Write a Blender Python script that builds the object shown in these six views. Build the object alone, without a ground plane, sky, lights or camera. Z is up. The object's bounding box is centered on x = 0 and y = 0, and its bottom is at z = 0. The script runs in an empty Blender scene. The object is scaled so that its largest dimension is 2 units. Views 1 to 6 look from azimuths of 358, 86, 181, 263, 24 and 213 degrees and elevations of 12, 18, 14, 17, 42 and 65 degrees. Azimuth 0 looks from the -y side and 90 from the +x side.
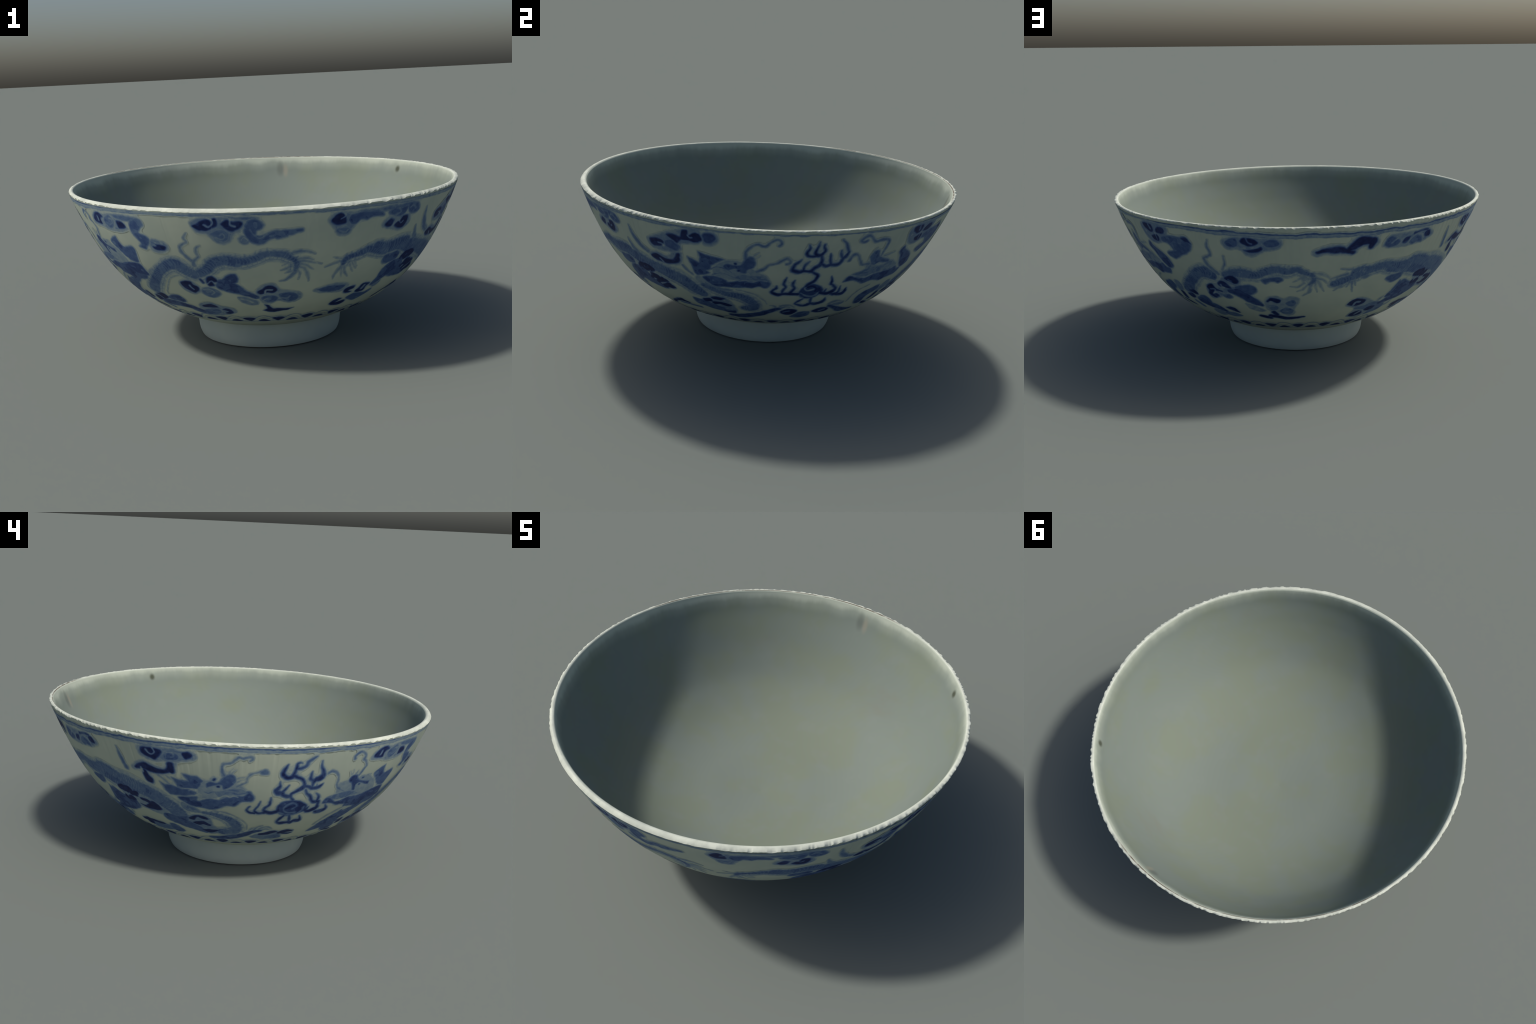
"""Blue-and-white porcelain bowl: a thrown, slightly warped bowl on a foot ring,
painted under the glaze with four dragons, clouds and flaming pearls."""
import bpy
import math
import numpy as np

TAU = math.tau
rng = np.random.default_rng(7)

# ---------------------------------------------------------------- the thrown shape
FOOT_Z = 0.112            # height at which the wall leaves the foot ring
RIM_Z = 0.8115
SEG = 2160                # steps round the bowl

# outer wall: (radius, height) from the foot ring up to just under the lip
WALL = np.array([(.380, .1235), (.40, .1285), (.42, .1345), (.441, .1425), (.482, .1600), (.523, .1795), (.603, .2255),
                 (.6815, .2860), (.760, .3635), (.838, .4695), (.9165, .6165), (.961, .720), (.9850, .7830), (.9910, .8010)])
# inside: from the rim's inner edge down to the well
INSIDE = np.array([(.9745, .8010), (.9660, .7780), (.946, .722), (.897, .620), (.815, .480), (.733, .380),
                   (.650, .317), (.568, .272), (.48, .240), (.38, .218), (.25, .203), (.12, .190), (.0, .182)])
FOOT = np.array([(.380, .1235), (.3815, .112), (.3815, .090), (.3800, .060), (.3760, .030), (.3710, .014), (.3665, .004)])
FOOT_EDGE = np.array([(.3665, .004), (.360, .0), (.345, .0), (.336, .003), (.332, .010)])
UNDERSIDE = np.array([(.332, .010), (.328, .030), (.320, .068), (.300, .080), (.20, .088), (.10, .094), (.0, .096)])


def smooth_line(points, n):
    """Cubic (Catmull-Rom) line through the points, n samples evenly spaced by length."""
    p = np.asarray(points, float)
    s = np.r_[0, np.cumsum(np.hypot(*np.diff(p, axis=0).T))]
    m = np.gradient(p, s, axis=0)
    t = np.linspace(0, s[-1], max(8 * n, 200))
    i = np.clip(np.searchsorted(s, t, side="right") - 1, 0, len(s) - 2)
    h = (s[i + 1] - s[i])[:, None]
    x = ((t - s[i]) / (s[i + 1] - s[i]))[:, None]
    q = (2 * x**3 - 3 * x**2 + 1) * p[i] + (x**3 - 2 * x**2 + x) * h * m[i] + (3 * x**2 - 2 * x**3) * p[i + 1] + (x**3 - x**2) * h * m[i + 1]
    d = np.r_[0, np.cumsum(np.hypot(*np.diff(q, axis=0).T))]
    e = np.linspace(0, d[-1], n)
    return np.stack([np.interp(e, d, q[:, k]) for k in (0, 1)], 1)


def warp(az, r, z):
    """The bowl is not quite round and its rim is not quite level."""
    t = np.clip((z - FOOT_Z) / (RIM_Z - FOOT_Z), 0, 1)
    a = az - math.pi / 2
    k = 1 + (.003 - .0035 * np.cos(2 * a) - .0016 * np.sin(2 * a)) * t
    x = r * k * np.cos(a) - .0031 * t
    y = r * k * np.sin(a) - .0006 * t - .006 * np.sin(math.pi * t) * np.clip((t - .08) / .3, 0, 1) + .0035 * np.clip(z / .1, 0, 1) * (1 - t)**4
    lift = np.clip((z - .08) / .25, 0, 1)
    return np.stack([x, y, z + lift * (-.0091 * x + .0052 * y)], -1)


def waves(az, seed, periods):
    """Periodic noise round the rim: a sum of sines with the given counts and seeded phases."""
    g = np.random.default_rng(seed)
    total = np.zeros_like(az)
    for n in periods:
        total = total + np.sin(n * az + g.uniform(0, TAU)) * g.uniform(.5, 1)
    return total / len(periods)


# ---------------------------------------------------------------- mesh helpers
def new_object(name, mesh, parent, materials):
    for m in materials:
        mesh.materials.append(m)
    o = bpy.data.objects.new(name, mesh)
    bpy.context.scene.collection.objects.link(o)
    o.parent = parent
    return o


def mesh_from(name, verts, loops, starts, normals=None, slots=None):
    me = bpy.data.meshes.new(name)
    me.vertices.add(len(verts))
    me.vertices.foreach_set("co", np.ascontiguousarray(verts, np.float32).ravel())
    me.loops.add(len(loops))
    me.loops.foreach_set("vertex_index", np.ascontiguousarray(loops, np.int32))
    me.polygons.add(len(starts))
    me.polygons.foreach_set("loop_start", np.ascontiguousarray(starts, np.int32))
    if slots is not None:
        me.polygons.foreach_set("material_index", np.ascontiguousarray(slots, np.int32))
    me.update(calc_edges=True)
    me.validate()
    me.polygons.foreach_set("use_smooth", np.ones(len(me.polygons), bool))
    if normals is not None:
        me.normals_split_custom_set_from_vertices(np.ascontiguousarray(normals, np.float32).tolist())
    return me


def lathe(rows, flip=False):
    """rows: (n, SEG, 3) points; returns verts, loops, starts, and normals by central differences."""
    n = len(rows)
    d_az = np.roll(rows, -1, 1) - np.roll(rows, 1, 1)
    d_v = np.gradient(rows, axis=0)
    nor = np.cross(d_az, d_v)
    length = np.linalg.norm(nor, axis=-1, keepdims=True)
    nor = np.where(length > 1e-9, nor / np.maximum(length, 1e-9), np.array([0, 0, 1.0]))
    i, j = np.meshgrid(np.arange(n - 1), np.arange(SEG), indexing="ij")
    j2 = (j + 1) % SEG
    quads = np.stack([i * SEG + j, i * SEG + j2, (i + 1) * SEG + j2, (i + 1) * SEG + j], -1).reshape(-1, 4)
    if flip:
        quads, nor = quads[:, ::-1], -nor
    return rows.reshape(-1, 3), quads.ravel(), np.arange(len(quads)) * 4, nor.reshape(-1, 3)


# ---------------------------------------------------------------- the surface as one long curve
LIP = np.array([(.9910, .8010), (.9945, .8065), (.9925, .8108), (.9885, .8126), (.9830, .8120), (.9780, .8080), (.9745, .8010)])
OUTER = smooth_line(WALL, 900)
EDGE = smooth_line(LIP, 160)
BODY = np.vstack([OUTER, EDGE[1:], smooth_line(INSIDE, 900)[1:]])
BODY_S = np.r_[0, np.cumsum(np.hypot(*np.diff(BODY, axis=0).T))]
WALL_END = BODY_S[len(OUTER) - 1]
LIP_END = BODY_S[len(OUTER) + len(EDGE) - 2]

# The painter's plane: x = degrees round the bowl (0 = -y side, 90 = +x side), y = degrees up the wall,
# stretched so that a round dab of the brush stays round (dy = ds / r, the Mercator way).
RISE = np.degrees(np.r_[0, np.cumsum(np.diff(BODY_S) / (.5 * (BODY[1:, 0] + BODY[:-1, 0]) + 1e-4))])
TOP = float(np.interp(WALL_END, BODY_S, RISE))


def on_wall(x, y, proud=0.0):
    """Point of the outer wall under the painter's plane, and its outward normal."""
    def at(a, b):
        s = np.interp(b, RISE, BODY_S)
        return warp(np.radians(a), np.interp(s, BODY_S, BODY[:, 0]), np.interp(s, BODY_S, BODY[:, 1]))
    e = .05
    n = np.cross(at(x + e, y) - at(x - e, y), at(x, y + 4 * e) - at(x, y - 4 * e))
    n /= np.linalg.norm(n, axis=-1, keepdims=True)
    return at(x, y) + proud * n, n


# ---------------------------------------------------------------- brushwork
# A motif is a set of brush strokes on the painter's plane. Together they give the depth of cobalt
# at each point; the paint is then cut along the lines of equal depth into a thin skin on the wall.
NX = 1714
CELL = 360 / NX
NY = int(TOP / CELL)
SOFT = .60                    # the glaze blurs the edge of every stroke (degrees)


def grain(seed, nx, ny):
    """Smooth periodic noise on the painter's plane, about -1..1, with nx by ny lumps."""
    g = np.random.default_rng(seed).normal(0, 1, (ny + 2, nx))
    u = np.arange(NX) * nx / NX
    v = np.arange(NY) * ny / NY
    i, j = u.astype(int), v.astype(int)
    a, b = u - i, (v - j)[:, None]
    a, b = a * a * (3 - 2 * a), b * b * (3 - 2 * b)
    i2 = (i + 1) % nx
    return (g[j][:, i] * (1 - a) + g[j][:, i2] * a) * (1 - b) + (g[j + 1][:, i] * (1 - a) + g[j + 1][:, i2] * a) * b


DRIFT_X = .12 * grain(1, 150, 34) + .045 * grain(2, 420, 96)
DRIFT_Y = .12 * grain(3, 150, 34) + .045 * grain(4, 420, 96)
POOLING = .65 * grain(5, 110, 26) + .5 * grain(6, 330, 75)


def spline(points, closed=False, step=.35):
    p = np.asarray(points, float)
    if closed:
        p = np.vstack([p[-2:], p, p[:3]]) if len(p) > 2 else p
    d = np.hypot(*np.diff(p[:, :2], axis=0).T) + 1e-6
    s = np.r_[0, np.cumsum(np.sqrt(d))]
    m = np.zeros_like(p)
    m[1:-1] = (p[2:] - p[:-2]) / (s[2:] - s[:-2])[:, None]
    m[0], m[-1] = (p[1] - p[0]) / (s[1] - s[0]), (p[-1] - p[-2]) / (s[-1] - s[-2])
    out = []
    for k in range(2 if closed else 0, len(p) - (3 if closed else 1)):
        h = s[k + 1] - s[k]
        n = max(2, int(d[k] / step))
        x = (np.arange(n) / n)[:, None]
        out.append((2 * x**3 - 3 * x**2 + 1) * p[k] + (x**3 - 2 * x**2 + x) * h * m[k] + (3 * x**2 - 2 * x**3) * p[k + 1] + (x**3 - x**2) * h * m[k + 1])
    if not closed:
        out.append(p[-1:])
    return np.vstack(out)


class Motif:
    """One painted thing: a part of the bowl with its own mesh."""
    everything = []

    def __init__(self, name, parent=None):
        self.name, self.parent, self.field, self.window = name, parent, None, None
        self.strokes = []
        Motif.everything.append(self)

    def _window(self, pts, margin):
        x0, y0 = np.floor((pts.min(0) - margin) / CELL).astype(int)
        x1, y1 = np.ceil((pts.max(0) + margin) / CELL).astype(int) + 1
        y0, y1 = max(y0, 0), min(y1, NY)
        ix, iy = np.arange(x0, max(x1, x0 + 1)), np.arange(y0, max(y1, y0 + 1))
        iy = np.clip(iy, 0, NY - 1)
        gx = ix[None] * CELL + DRIFT_X[iy][:, ix % NX]
        gy = iy[:, None] * CELL + DRIFT_Y[iy][:, ix % NX]
        return x0, iy[0], gx, gy

    def _apply(self, x0, y0, mask, how, amount):
        self.strokes.append((x0, y0, mask.astype(np.float32), how, amount))

    def brush(self, points, width, ink, soft=SOFT, how="max"):
        """A stroke of the given full widths (degrees) along a smooth line."""
        p = np.asarray(points, float)
        w = np.interp(np.linspace(0, 1, len(p)), np.linspace(0, 1, np.size(width)), np.atleast_1d(width))
        q = spline(np.c_[p, w]) if len(p) > 2 else np.c_[p, w]
        x0, y0, gx, gy = self._window(q[:, :2], q[:, 2].max() / 2 + 2 * soft + .5)
        sd = np.full(gx.shape, 1e3)
        for a, b in zip(q[:-1], q[1:]):
            r = max(a[2], b[2]) / 2 + 2 * soft + .8
            cols = np.flatnonzero((gx[0] > min(a[0], b[0]) - r) & (gx[0] < max(a[0], b[0]) + r))
            rows = np.flatnonzero((gy[:, 0] > min(a[1], b[1]) - r) & (gy[:, 0] < max(a[1], b[1]) + r))
            if not len(cols) or not len(rows):
                continue
            box = (slice(rows[0], rows[-1] + 1), slice(cols[0], cols[-1] + 1))
            ex, ey = gx[box] - a[0], gy[box] - a[1]
            d = b - a
            t = np.clip((ex * d[0] + ey * d[1]) / (d[0]**2 + d[1]**2 + 1e-9), 0, 1)
            sd[box] = np.minimum(sd[box], np.hypot(ex - t * d[0], ey - t * d[1]) - (a[2] + t * d[2]) / 2)
        self._apply(x0, y0, np.clip(.5 - sd / (2 * soft), 0, 1), how, ink)

    def fill(self, points, ink, soft=SOFT, sharp=False, how="max"):
        """A wash laid inside a closed outline."""
        q = np.asarray(points, float) if sharp else spline(points, closed=True)
        x0, y0, gx, gy = self._window(q, 2 * soft + .5)
        sd = np.full(gx.shape, 1e3)
        inside = np.zeros(gx.shape, bool)
        for a, b in zip(q, np.roll(q, -1, 0)):
            ex, ey, d = gx - a[0], gy - a[1], b - a
            t = np.clip((ex * d[0] + ey * d[1]) / (d[0]**2 + d[1]**2 + 1e-9), 0, 1)
            sd = np.minimum(sd, (ex - t * d[0])**2 + (ey - t * d[1])**2)
            if a[1] != b[1]:
                inside ^= ((gy >= a[1]) != (gy >= b[1])) & (gx < a[0] + (gy - a[1]) * d[0] / d[1])
        sd = np.sqrt(sd) * np.where(inside, -1, 1)
        self._apply(x0, y0, np.clip(.5 - sd / (2 * soft), 0, 1), how, ink)

    def lift(self, points, width, strength=.7, soft=.25):
        """A thin pale line left in the wash."""
        self.brush(points, width, strength, soft, "lift")

    def body(self, points, width, ink):
        """A dragon's trunk: a scaly wash, spines along its back (left of the way it is drawn)
        and a ribbed belly band on the other side."""
        p = np.asarray(points, float)
        w = np.interp(np.linspace(0, 1, len(p)), np.linspace(0, 1, np.size(width)), np.atleast_1d(width))
        self.brush(points, w * 1.5, .2, .7)
        self.brush(points, width, ink * .88)
        q = spline(np.c_[p, w], step=.12)
        s = np.r_[0, np.cumsum(np.hypot(*np.diff(q[:, :2], axis=0).T))]
        along = np.gradient(q[:, :2], axis=0)
        along /= np.linalg.norm(along, axis=1, keepdims=True) + 1e-9
        left = np.c_[-along[:, 1], along[:, 0]]
        g = np.random.default_rng(int(1000 * s[-1]) % 9973)

        def at(d):
            k = min(np.searchsorted(s, d), len(q) - 1)
            return q[k, :2], q[k, 2], along[k], left[k]

        for n, d in enumerate(np.arange(.5, s[-1] - .3, .85)):
            c, wide, t, l = at(d)
            for u in np.arange(-wide / 2 + .5 + .5 * (n % 2), wide / 2 - .3, 1.0):
                a = c + l * u
                self.brush([a - .22 * t, a + .22 * t], .5, min(1, ink * g.uniform(.95, 1.1)), .34)
        for d in np.arange(.5, s[-1], .95):
            c, wide, t, l = at(d)
            side, bow = l * (wide / 2 - .25), t * min(.5, .12 * wide)
            self.lift([c - side, c + bow, c + side], .22, g.uniform(.16, .32), .22)
        for d in np.arange(.8, s[-1], 1.5):
            c, wide, t, l = at(d + g.uniform(-.2, .2))
            a = c + l * (wide / 2 - .1)
            self.brush([a, a + l * g.uniform(.3, .9) + t * g.uniform(-.1, .7)], (1.3, .3), ink * .62)
        rim = [at(d)[0] - at(d)[3] * (at(d)[1] / 2 + .75) for d in np.arange(0, s[-1], 1.2)]
        if len(rim) > 3:
            self.brush(rim, 1.5, .2)
            self.brush([r - .0 for r in rim], .35, .36, .25)
            for d in np.arange(.6, s[-1], 1.3):
                c, wide, t, l = at(d)
                self.brush([c - l * (wide / 2), c - l * (wide / 2 + .8)], .25, .4, .22)

    def lay(self, depth, owner, number):
        """Add this motif's cobalt to the common sheet."""
        x0 = min(s[0] for s in self.strokes)
        y0 = min(s[1] for s in self.strokes)
        x1 = max(s[0] + s[2].shape[1] for s in self.strokes)
        y1 = max(s[1] + s[2].shape[0] for s in self.strokes)
        own = np.zeros((y1 - y0, x1 - x0), np.float32)
        for sx, sy, mask, how, ink in self.strokes:
            box = (slice(sy - y0, sy - y0 + mask.shape[0]), slice(sx - x0, sx - x0 + mask.shape[1]))
            m = mask * mask * (3 - 2 * mask)
            if how == "max":
                own[box] = np.maximum(own[box], m * ink)
            elif how == "over":
                own[box] += (ink - own[box]) * m
            else:
                own[box] *= 1 - m * ink
        rows = np.arange(y0, y1)
        for lap in range(x0 // NX, (x1 - 1) // NX + 1):        # once per turn round the bowl
            a, b = max(x0, lap * NX), min(x1, (lap + 1) * NX)
            at = np.ix_(rows, np.arange(a, b) % NX)
            piece = own[:, a - x0:b - x0]
            wins = piece > depth[at]
            depth[at] = np.where(wins, piece, depth[at])
            owner[at] = np.where(wins, number, owner[at])


LEVELS = np.array([.06, .13, .22, .32, .43, .55, .67, .79, .91])


def cut_paint(depth, owner):
    """Cut the sheet of cobalt into triangles along the lines of equal depth; returns plane points,
    triangles' tone numbers and owners."""
    hi = np.roll(depth, -1, 1)
    cell_max = np.maximum(np.maximum(depth[:-1], depth[1:]), np.maximum(hi[:-1], hi[1:]))
    r, c = np.nonzero(cell_max > LEVELS[0])
    c2 = c + 1
    def corner(rr, cc):
        return np.stack([cc * CELL, rr * CELL, depth[rr, cc % NX]], -1)
    p00, p10, p01, p11 = corner(r, c), corner(r, c2), corner(r + 1, c), corner(r + 1, c2)
    four = np.stack([owner[r, c], owner[r, c2 % NX], owner[r + 1, c], owner[r + 1, c2 % NX]], 1)
    deep = np.stack([p00[:, 2], p10[:, 2], p01[:, 2], p11[:, 2]], 1)
    who = four[np.arange(len(r)), deep.argmax(1)]
    tri = np.concatenate([np.stack([p00, p10, p11], 1), np.stack([p00, p11, p01], 1)])
    who = np.r_[who, who]
    done, done_who, done_tone = [], [], []
    for k, level in enumerate(LEVELS):
        lo, hi_ = tri[..., 2].min(1), tri[..., 2].max(1)
        below = hi_ <= level
        if k:
            done.append(tri[below]); done_who.append(who[below]); done_tone.append(np.full(below.sum(), k - 1))
        cross = (lo < level) & (hi_ > level)
        above = ~below & ~cross
        t, w = tri[cross], who[cross]
        up = t[..., 2] > level
        alone_up = up.sum(1) == 1
        first = np.where(alone_up, up.argmax(1), (~up).argmax(1))
        idx = (first[:, None] + np.arange(3)) % 3
        t = np.take_along_axis(t, idx[..., None], 1)
        a, b, d = t[:, 0], t[:, 1], t[:, 2]
        def at(p, q):
            f = ((level - p[:, 2]) / (q[:, 2] - p[:, 2] + 1e-12))[:, None]
            x = p + (q - p) * f
            x[:, 2] = level
            return x
        ab, ad = at(a, b), at(a, d)
        tip = np.stack([a, ab, ad], 1)
        rest = np.concatenate([np.stack([ab, b, d], 1), np.stack([ab, d, ad], 1)])
        rest_up = np.r_[~alone_up, ~alone_up]
        w2 = np.r_[w, w]
        low_t = np.concatenate([tip[~alone_up], rest[~rest_up]])
        low_w = np.r_[w[~alone_up], w2[~rest_up]]
        if k:
            done.append(low_t); done_who.append(low_w); done_tone.append(np.full(len(low_t), k - 1))
        tri = np.concatenate([tri[above], tip[alone_up], rest[rest_up]])
        who = np.r_[who[above], w[alone_up], w2[rest_up]]
    done.append(tri); done_who.append(who); done_tone.append(np.full(len(tri), len(LEVELS) - 1))
    return np.concatenate(done)[..., :2], np.concatenate(done_tone), np.concatenate(done_who)


def build_paint(parents, tones):
    depth = np.zeros((NY, NX), np.float32)
    owner = np.full((NY, NX), -1, np.int32)
    for n, m in enumerate(Motif.everything):
        if m.strokes:
            m.lay(depth, owner, n)
    depth = np.clip(depth * (1 + .10 * POOLING), 0, 1)
    # the cobalt bleeds a little into the glaze round every stroke
    bled = depth
    for _ in range(2):
        for axis in (0, 1):
            reach = range(-5, 6)
            pad = np.pad(bled, [(5, 5), (0, 0)], mode="edge") if axis == 0 else None
            bled = sum(pad[5 + k:5 + k + NY] if axis == 0 else np.roll(bled, k, 1) for k in reach) / len(reach)
        if _ == 0:
            wet = bled
    bleed = np.clip(.30 * wet + .12 * bled - .012, 0, .2)
    for _ in range(12):
        for axis, k in ((0, 1), (0, -1), (1, 1), (1, -1)):
            bare = (owner < 0) & (np.roll(owner, k, axis) >= 0)
            owner = np.where(bare, np.roll(owner, k, axis), owner)
    depth = np.where(owner >= 0, np.maximum(depth, bleed), 0).astype(np.float32)
    tri, tone, who = cut_paint(depth, owner)
    for n, m in enumerate(Motif.everything):
        pick = np.flatnonzero(who == n)
        parent = m.parent.object if m.parent else parents
        if not len(pick):
            continue
        flat = tri[pick].reshape(-1, 2)
        key = np.rint(flat * 4000).astype(np.int64)
        _, first, back = np.unique(key[:, 0] * 10_000_000 + key[:, 1], return_index=True, return_inverse=True)
        pts, back = flat[first], back.reshape(-1, 3)
        good = (back[:, 0] != back[:, 1]) & (back[:, 1] != back[:, 2]) & (back[:, 0] != back[:, 2])
        back, slots = back[good], tone[pick][good]
        co, nor = on_wall(pts[:, 0], pts[:, 1], .0006)
        me = mesh_from(m.name, co, back.ravel(), np.arange(len(back)) * 3, nor, slots)
        m.object = new_object(m.name, me, parent, tones)


def cloud():
    return Motif("cloud")


# ---------------------------------------------------------------- border lines and lappets
RIM_LINE = np.array([(0, 79.3), (20, 79.2), (45, 78.9), (70, 79.5), (100, 79.6), (125, 79.4), (150, 78.7), (178, 77.7), (200, 77.7),
                     (225, 78.1), (260, 78.6), (300, 78.75), (330, 79.2), (360, 79.3)])
m = Motif("rim_line")
for start_x in range(0, 360, 30):
    xs = np.arange(start_x - .5, start_x + 31, 3.0)
    ys = np.interp(xs % 360, RIM_LINE[:, 0], RIM_LINE[:, 1]) - .3 + .08 * np.sin(xs * .31) + .06 * np.sin(xs * .83)
    m.brush(np.c_[xs, ys - .45], 1.0, .30, .3)
    m.brush(np.c_[xs, ys], .42, .74, .24)
    m.brush(np.c_[xs, ys - .95], .28, .50, .24)

m = Motif("lappet_border")
LAPPETS = 28
for k in range(LAPPETS):
    c, half, jig = k * 360 / LAPPETS - 5.5, 180 / LAPPETS, .35 * math.sin(k * 2.3)
    arch = [(c - half, 25.0), (c - half * .72, 28.6), (c - half * .33, 32.2 + jig), (c, 33.2 + jig), (c + half * .33, 32.2 + jig), (c + half * .72, 28.6), (c + half, 25.0)]
    m.brush(arch, .55, .45)
    m.brush([(c - half * .62, 26), (c - half * .3, 29.6), (c, 30.6 + jig), (c + half * .3, 29.6), (c + half * .62, 26)], .4, .30)
    m.fill([(c - 2.6, 25.2), (c - 1.6, 27.6), (c, 28.8 + jig), (c + 1.6, 27.6), (c + 2.6, 25.2)], .95)
    e = c + half
    m.fill([(e - 2.7, 30.2), (e, 31.6 + jig), (e + 2.7, 30.2), (e + 1.2, 26.6), (e, 25.4), (e - 1.2, 26.6)], .92)
    m.brush([(e - 3.6, 31.2), (e, 33.0), (e + 3.6, 31.2)], .4, .36)
m.brush([(x, 24.6) for x in range(0, 362, 4)], .5, .5)


# ---------------------------------------------------------------- dragons, clouds and pearls

m = Motif("flaming_pearl")
m.fill([(275.8, 55.9), (276.3, 58.4), (277.5, 59.7), (280.2, 60.3), (282.8, 59.8), (284.8, 58.4), (285.8, 56.9), (285.5, 54.8), (283.6, 53.4), (280.9, 52.6), (278.3, 53.1), (276.6, 54.3)], .80)
m.lift([(277.0, 54.5), (280.0, 53.2), (283.1, 53.5), (284.5, 55.2), (284.6, 57.3)], (0.66, 0.76, 0.87, 0.70, 0.56), .32)
m.lift([(281.1, 56.4), (282.2, 57.5), (281.3, 58.9), (279.9, 58.9), (278.5, 57.8), (278.2, 56.3), (278.9, 55.0), (280.4, 54.3), (282.5, 54.4)], (0.83, 0.61, 0.61, 0.79, 0.73, 0.52, 0.62, 0.84, 0.90), .32)
m.brush([(278.9, 56.5), (280.0, 57.4), (281.3, 57.8)], (1.29, 1.69, 1.30), .95)
m.brush([(276.0, 55.0), (274.4, 54.5), (272.7, 55.1), (272.1, 56.0), (272.4, 57.2), (273.3, 58.4), (273.6, 60.0), (273.6, 61.6)], (1.65, 1.61, 1.32, 0.95, 0.99, 0.94, 0.72, 0.31), .85)
m.brush([(272.3, 54.7), (270.7, 54.4), (269.5, 55.2), (269.2, 56.0), (269.7, 57.2), (270.4, 58.7), (270.6, 60.0)], (1.22, 1.30, 1.01, 0.83, 0.83, 0.60, 0.24), .85)
m.brush([(269.3, 54.4), (267.9, 54.6), (266.7, 55.6), (267.3, 57.4), (267.6, 57.9)], (1.18, 1.10, 0.79, 0.53, 0.28), .85)
m.brush([(285.4, 55.1), (286.9, 54.4), (288.5, 55.2), (289.3, 55.9), (289.1, 57.4), (289.0, 58.9)], (1.31, 1.73, 1.90, 1.58, 1.18, 1.16), .85)
m.brush([(289.0, 58.9), (287.6, 58.8), (286.4, 59.9), (285.6, 61.5), (284.2, 62.9), (283.3, 64.6)], (1.49, 1.62, 1.23, 1.05, 0.89, 0.51), .85)
m.brush([(288.3, 59.2), (288.6, 60.5), (288.3, 61.6), (287.2, 62.7)], (1.11, 1.08, 0.75, 0.38), .85)
m.brush([(285.6, 55.6), (286.3, 56.8)], (1.62, 0.53), .8)
m.brush([(289.8, 53.7), (291.5, 53.8), (292.8, 54.5), (293.0, 55.5), (292.2, 56.9)], (1.70, 2.01, 1.73, 1.02, 0.33), .85)
m.brush([(278.8, 52.8), (277.9, 51.1), (277.4, 49.2), (278.7, 48.4), (280.8, 48.7), (282.4, 49.0)], (0.99, 1.21, 0.86, 1.84, 1.63, 1.45), .85)
m.brush([(281.0, 52.6), (281.5, 50.7), (282.0, 48.4)], (0.75, 0.97, 1.12), .85)
m.brush([(282.6, 48.3), (283.5, 49.6), (284.9, 49.4), (285.3, 50.6), (284.5, 52.5)], (1.39, 1.83, 2.26, 0.99, 0.34), .85)
m.brush([(280.2, 60.4), (279.3, 61.8), (279.3, 62.7), (280.6, 63.8), (281.9, 64.9), (282.7, 66.3), (282.4, 67.6), (281.4, 68.6), (280.1, 69.2), (278.9, 70.0)], (1.08, 1.04, 1.25, 1.35, 1.52, 1.42, 1.15, 1.16, 1.28, 1.39), .8)
m.brush([(278.9, 70.0), (279.2, 71.6), (279.4, 72.8), (279.4, 73.8), (280.0, 74.2), (280.7, 74.0)], (1.24, 0.92, 1.03, 0.94, 0.77, 0.39), .8)
m.brush([(279.5, 72.1), (281.0, 72.5), (282.0, 73.3), (282.3, 74.5), (283.3, 75.2), (284.3, 76.0)], (1.08, 1.18, 1.04, 0.94, 0.71, 0.27), .75)
m.brush([(278.8, 69.5), (277.4, 69.1), (276.2, 69.9), (275.8, 70.8), (276.1, 72.0), (276.6, 73.0), (277.0, 73.8)], (1.50, 1.58, 1.46, 1.25, 1.07, 0.78, 0.23), .85)
m.brush([(282.9, 66.0), (284.1, 65.6), (285.3, 64.9), (286.6, 65.0), (287.7, 65.6), (288.4, 66.5)], (1.39, 1.36, 1.52, 1.55, 1.14, 0.33), .8)
m.brush([(286.5, 65.3), (286.6, 66.3)], (0.72, 0.18), .7)
m.brush([(285.2, 65.5), (285.2, 66.8), (285.6, 68.1), (286.9, 68.6), (287.5, 69.8), (287.0, 71.2), (286.4, 72.5), (286.2, 74.4)], (0.84, 1.07, 1.67, 2.32, 1.69, 0.99, 0.73, 0.23), .8)
m.brush([(285.1, 67.8), (284.1, 68.6), (283.9, 69.7), (283.9, 71.0)], (1.18, 0.98, 0.76, 0.23), .8)
m.brush([(279.2, 62.0), (278.2, 61.9), (277.0, 62.8), (276.5, 63.6), (277.1, 64.6), (278.2, 66.3)], (1.54, 1.57, 1.12, 1.11, 0.92, 0.37), .8)
m.brush([(276.7, 63.4), (275.5, 63.4), (274.7, 64.0), (274.9, 64.8), (275.5, 66.0), (275.5, 67.9)], (1.23, 1.72, 1.45, 1.34, 0.94, 0.22), .85)

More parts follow.
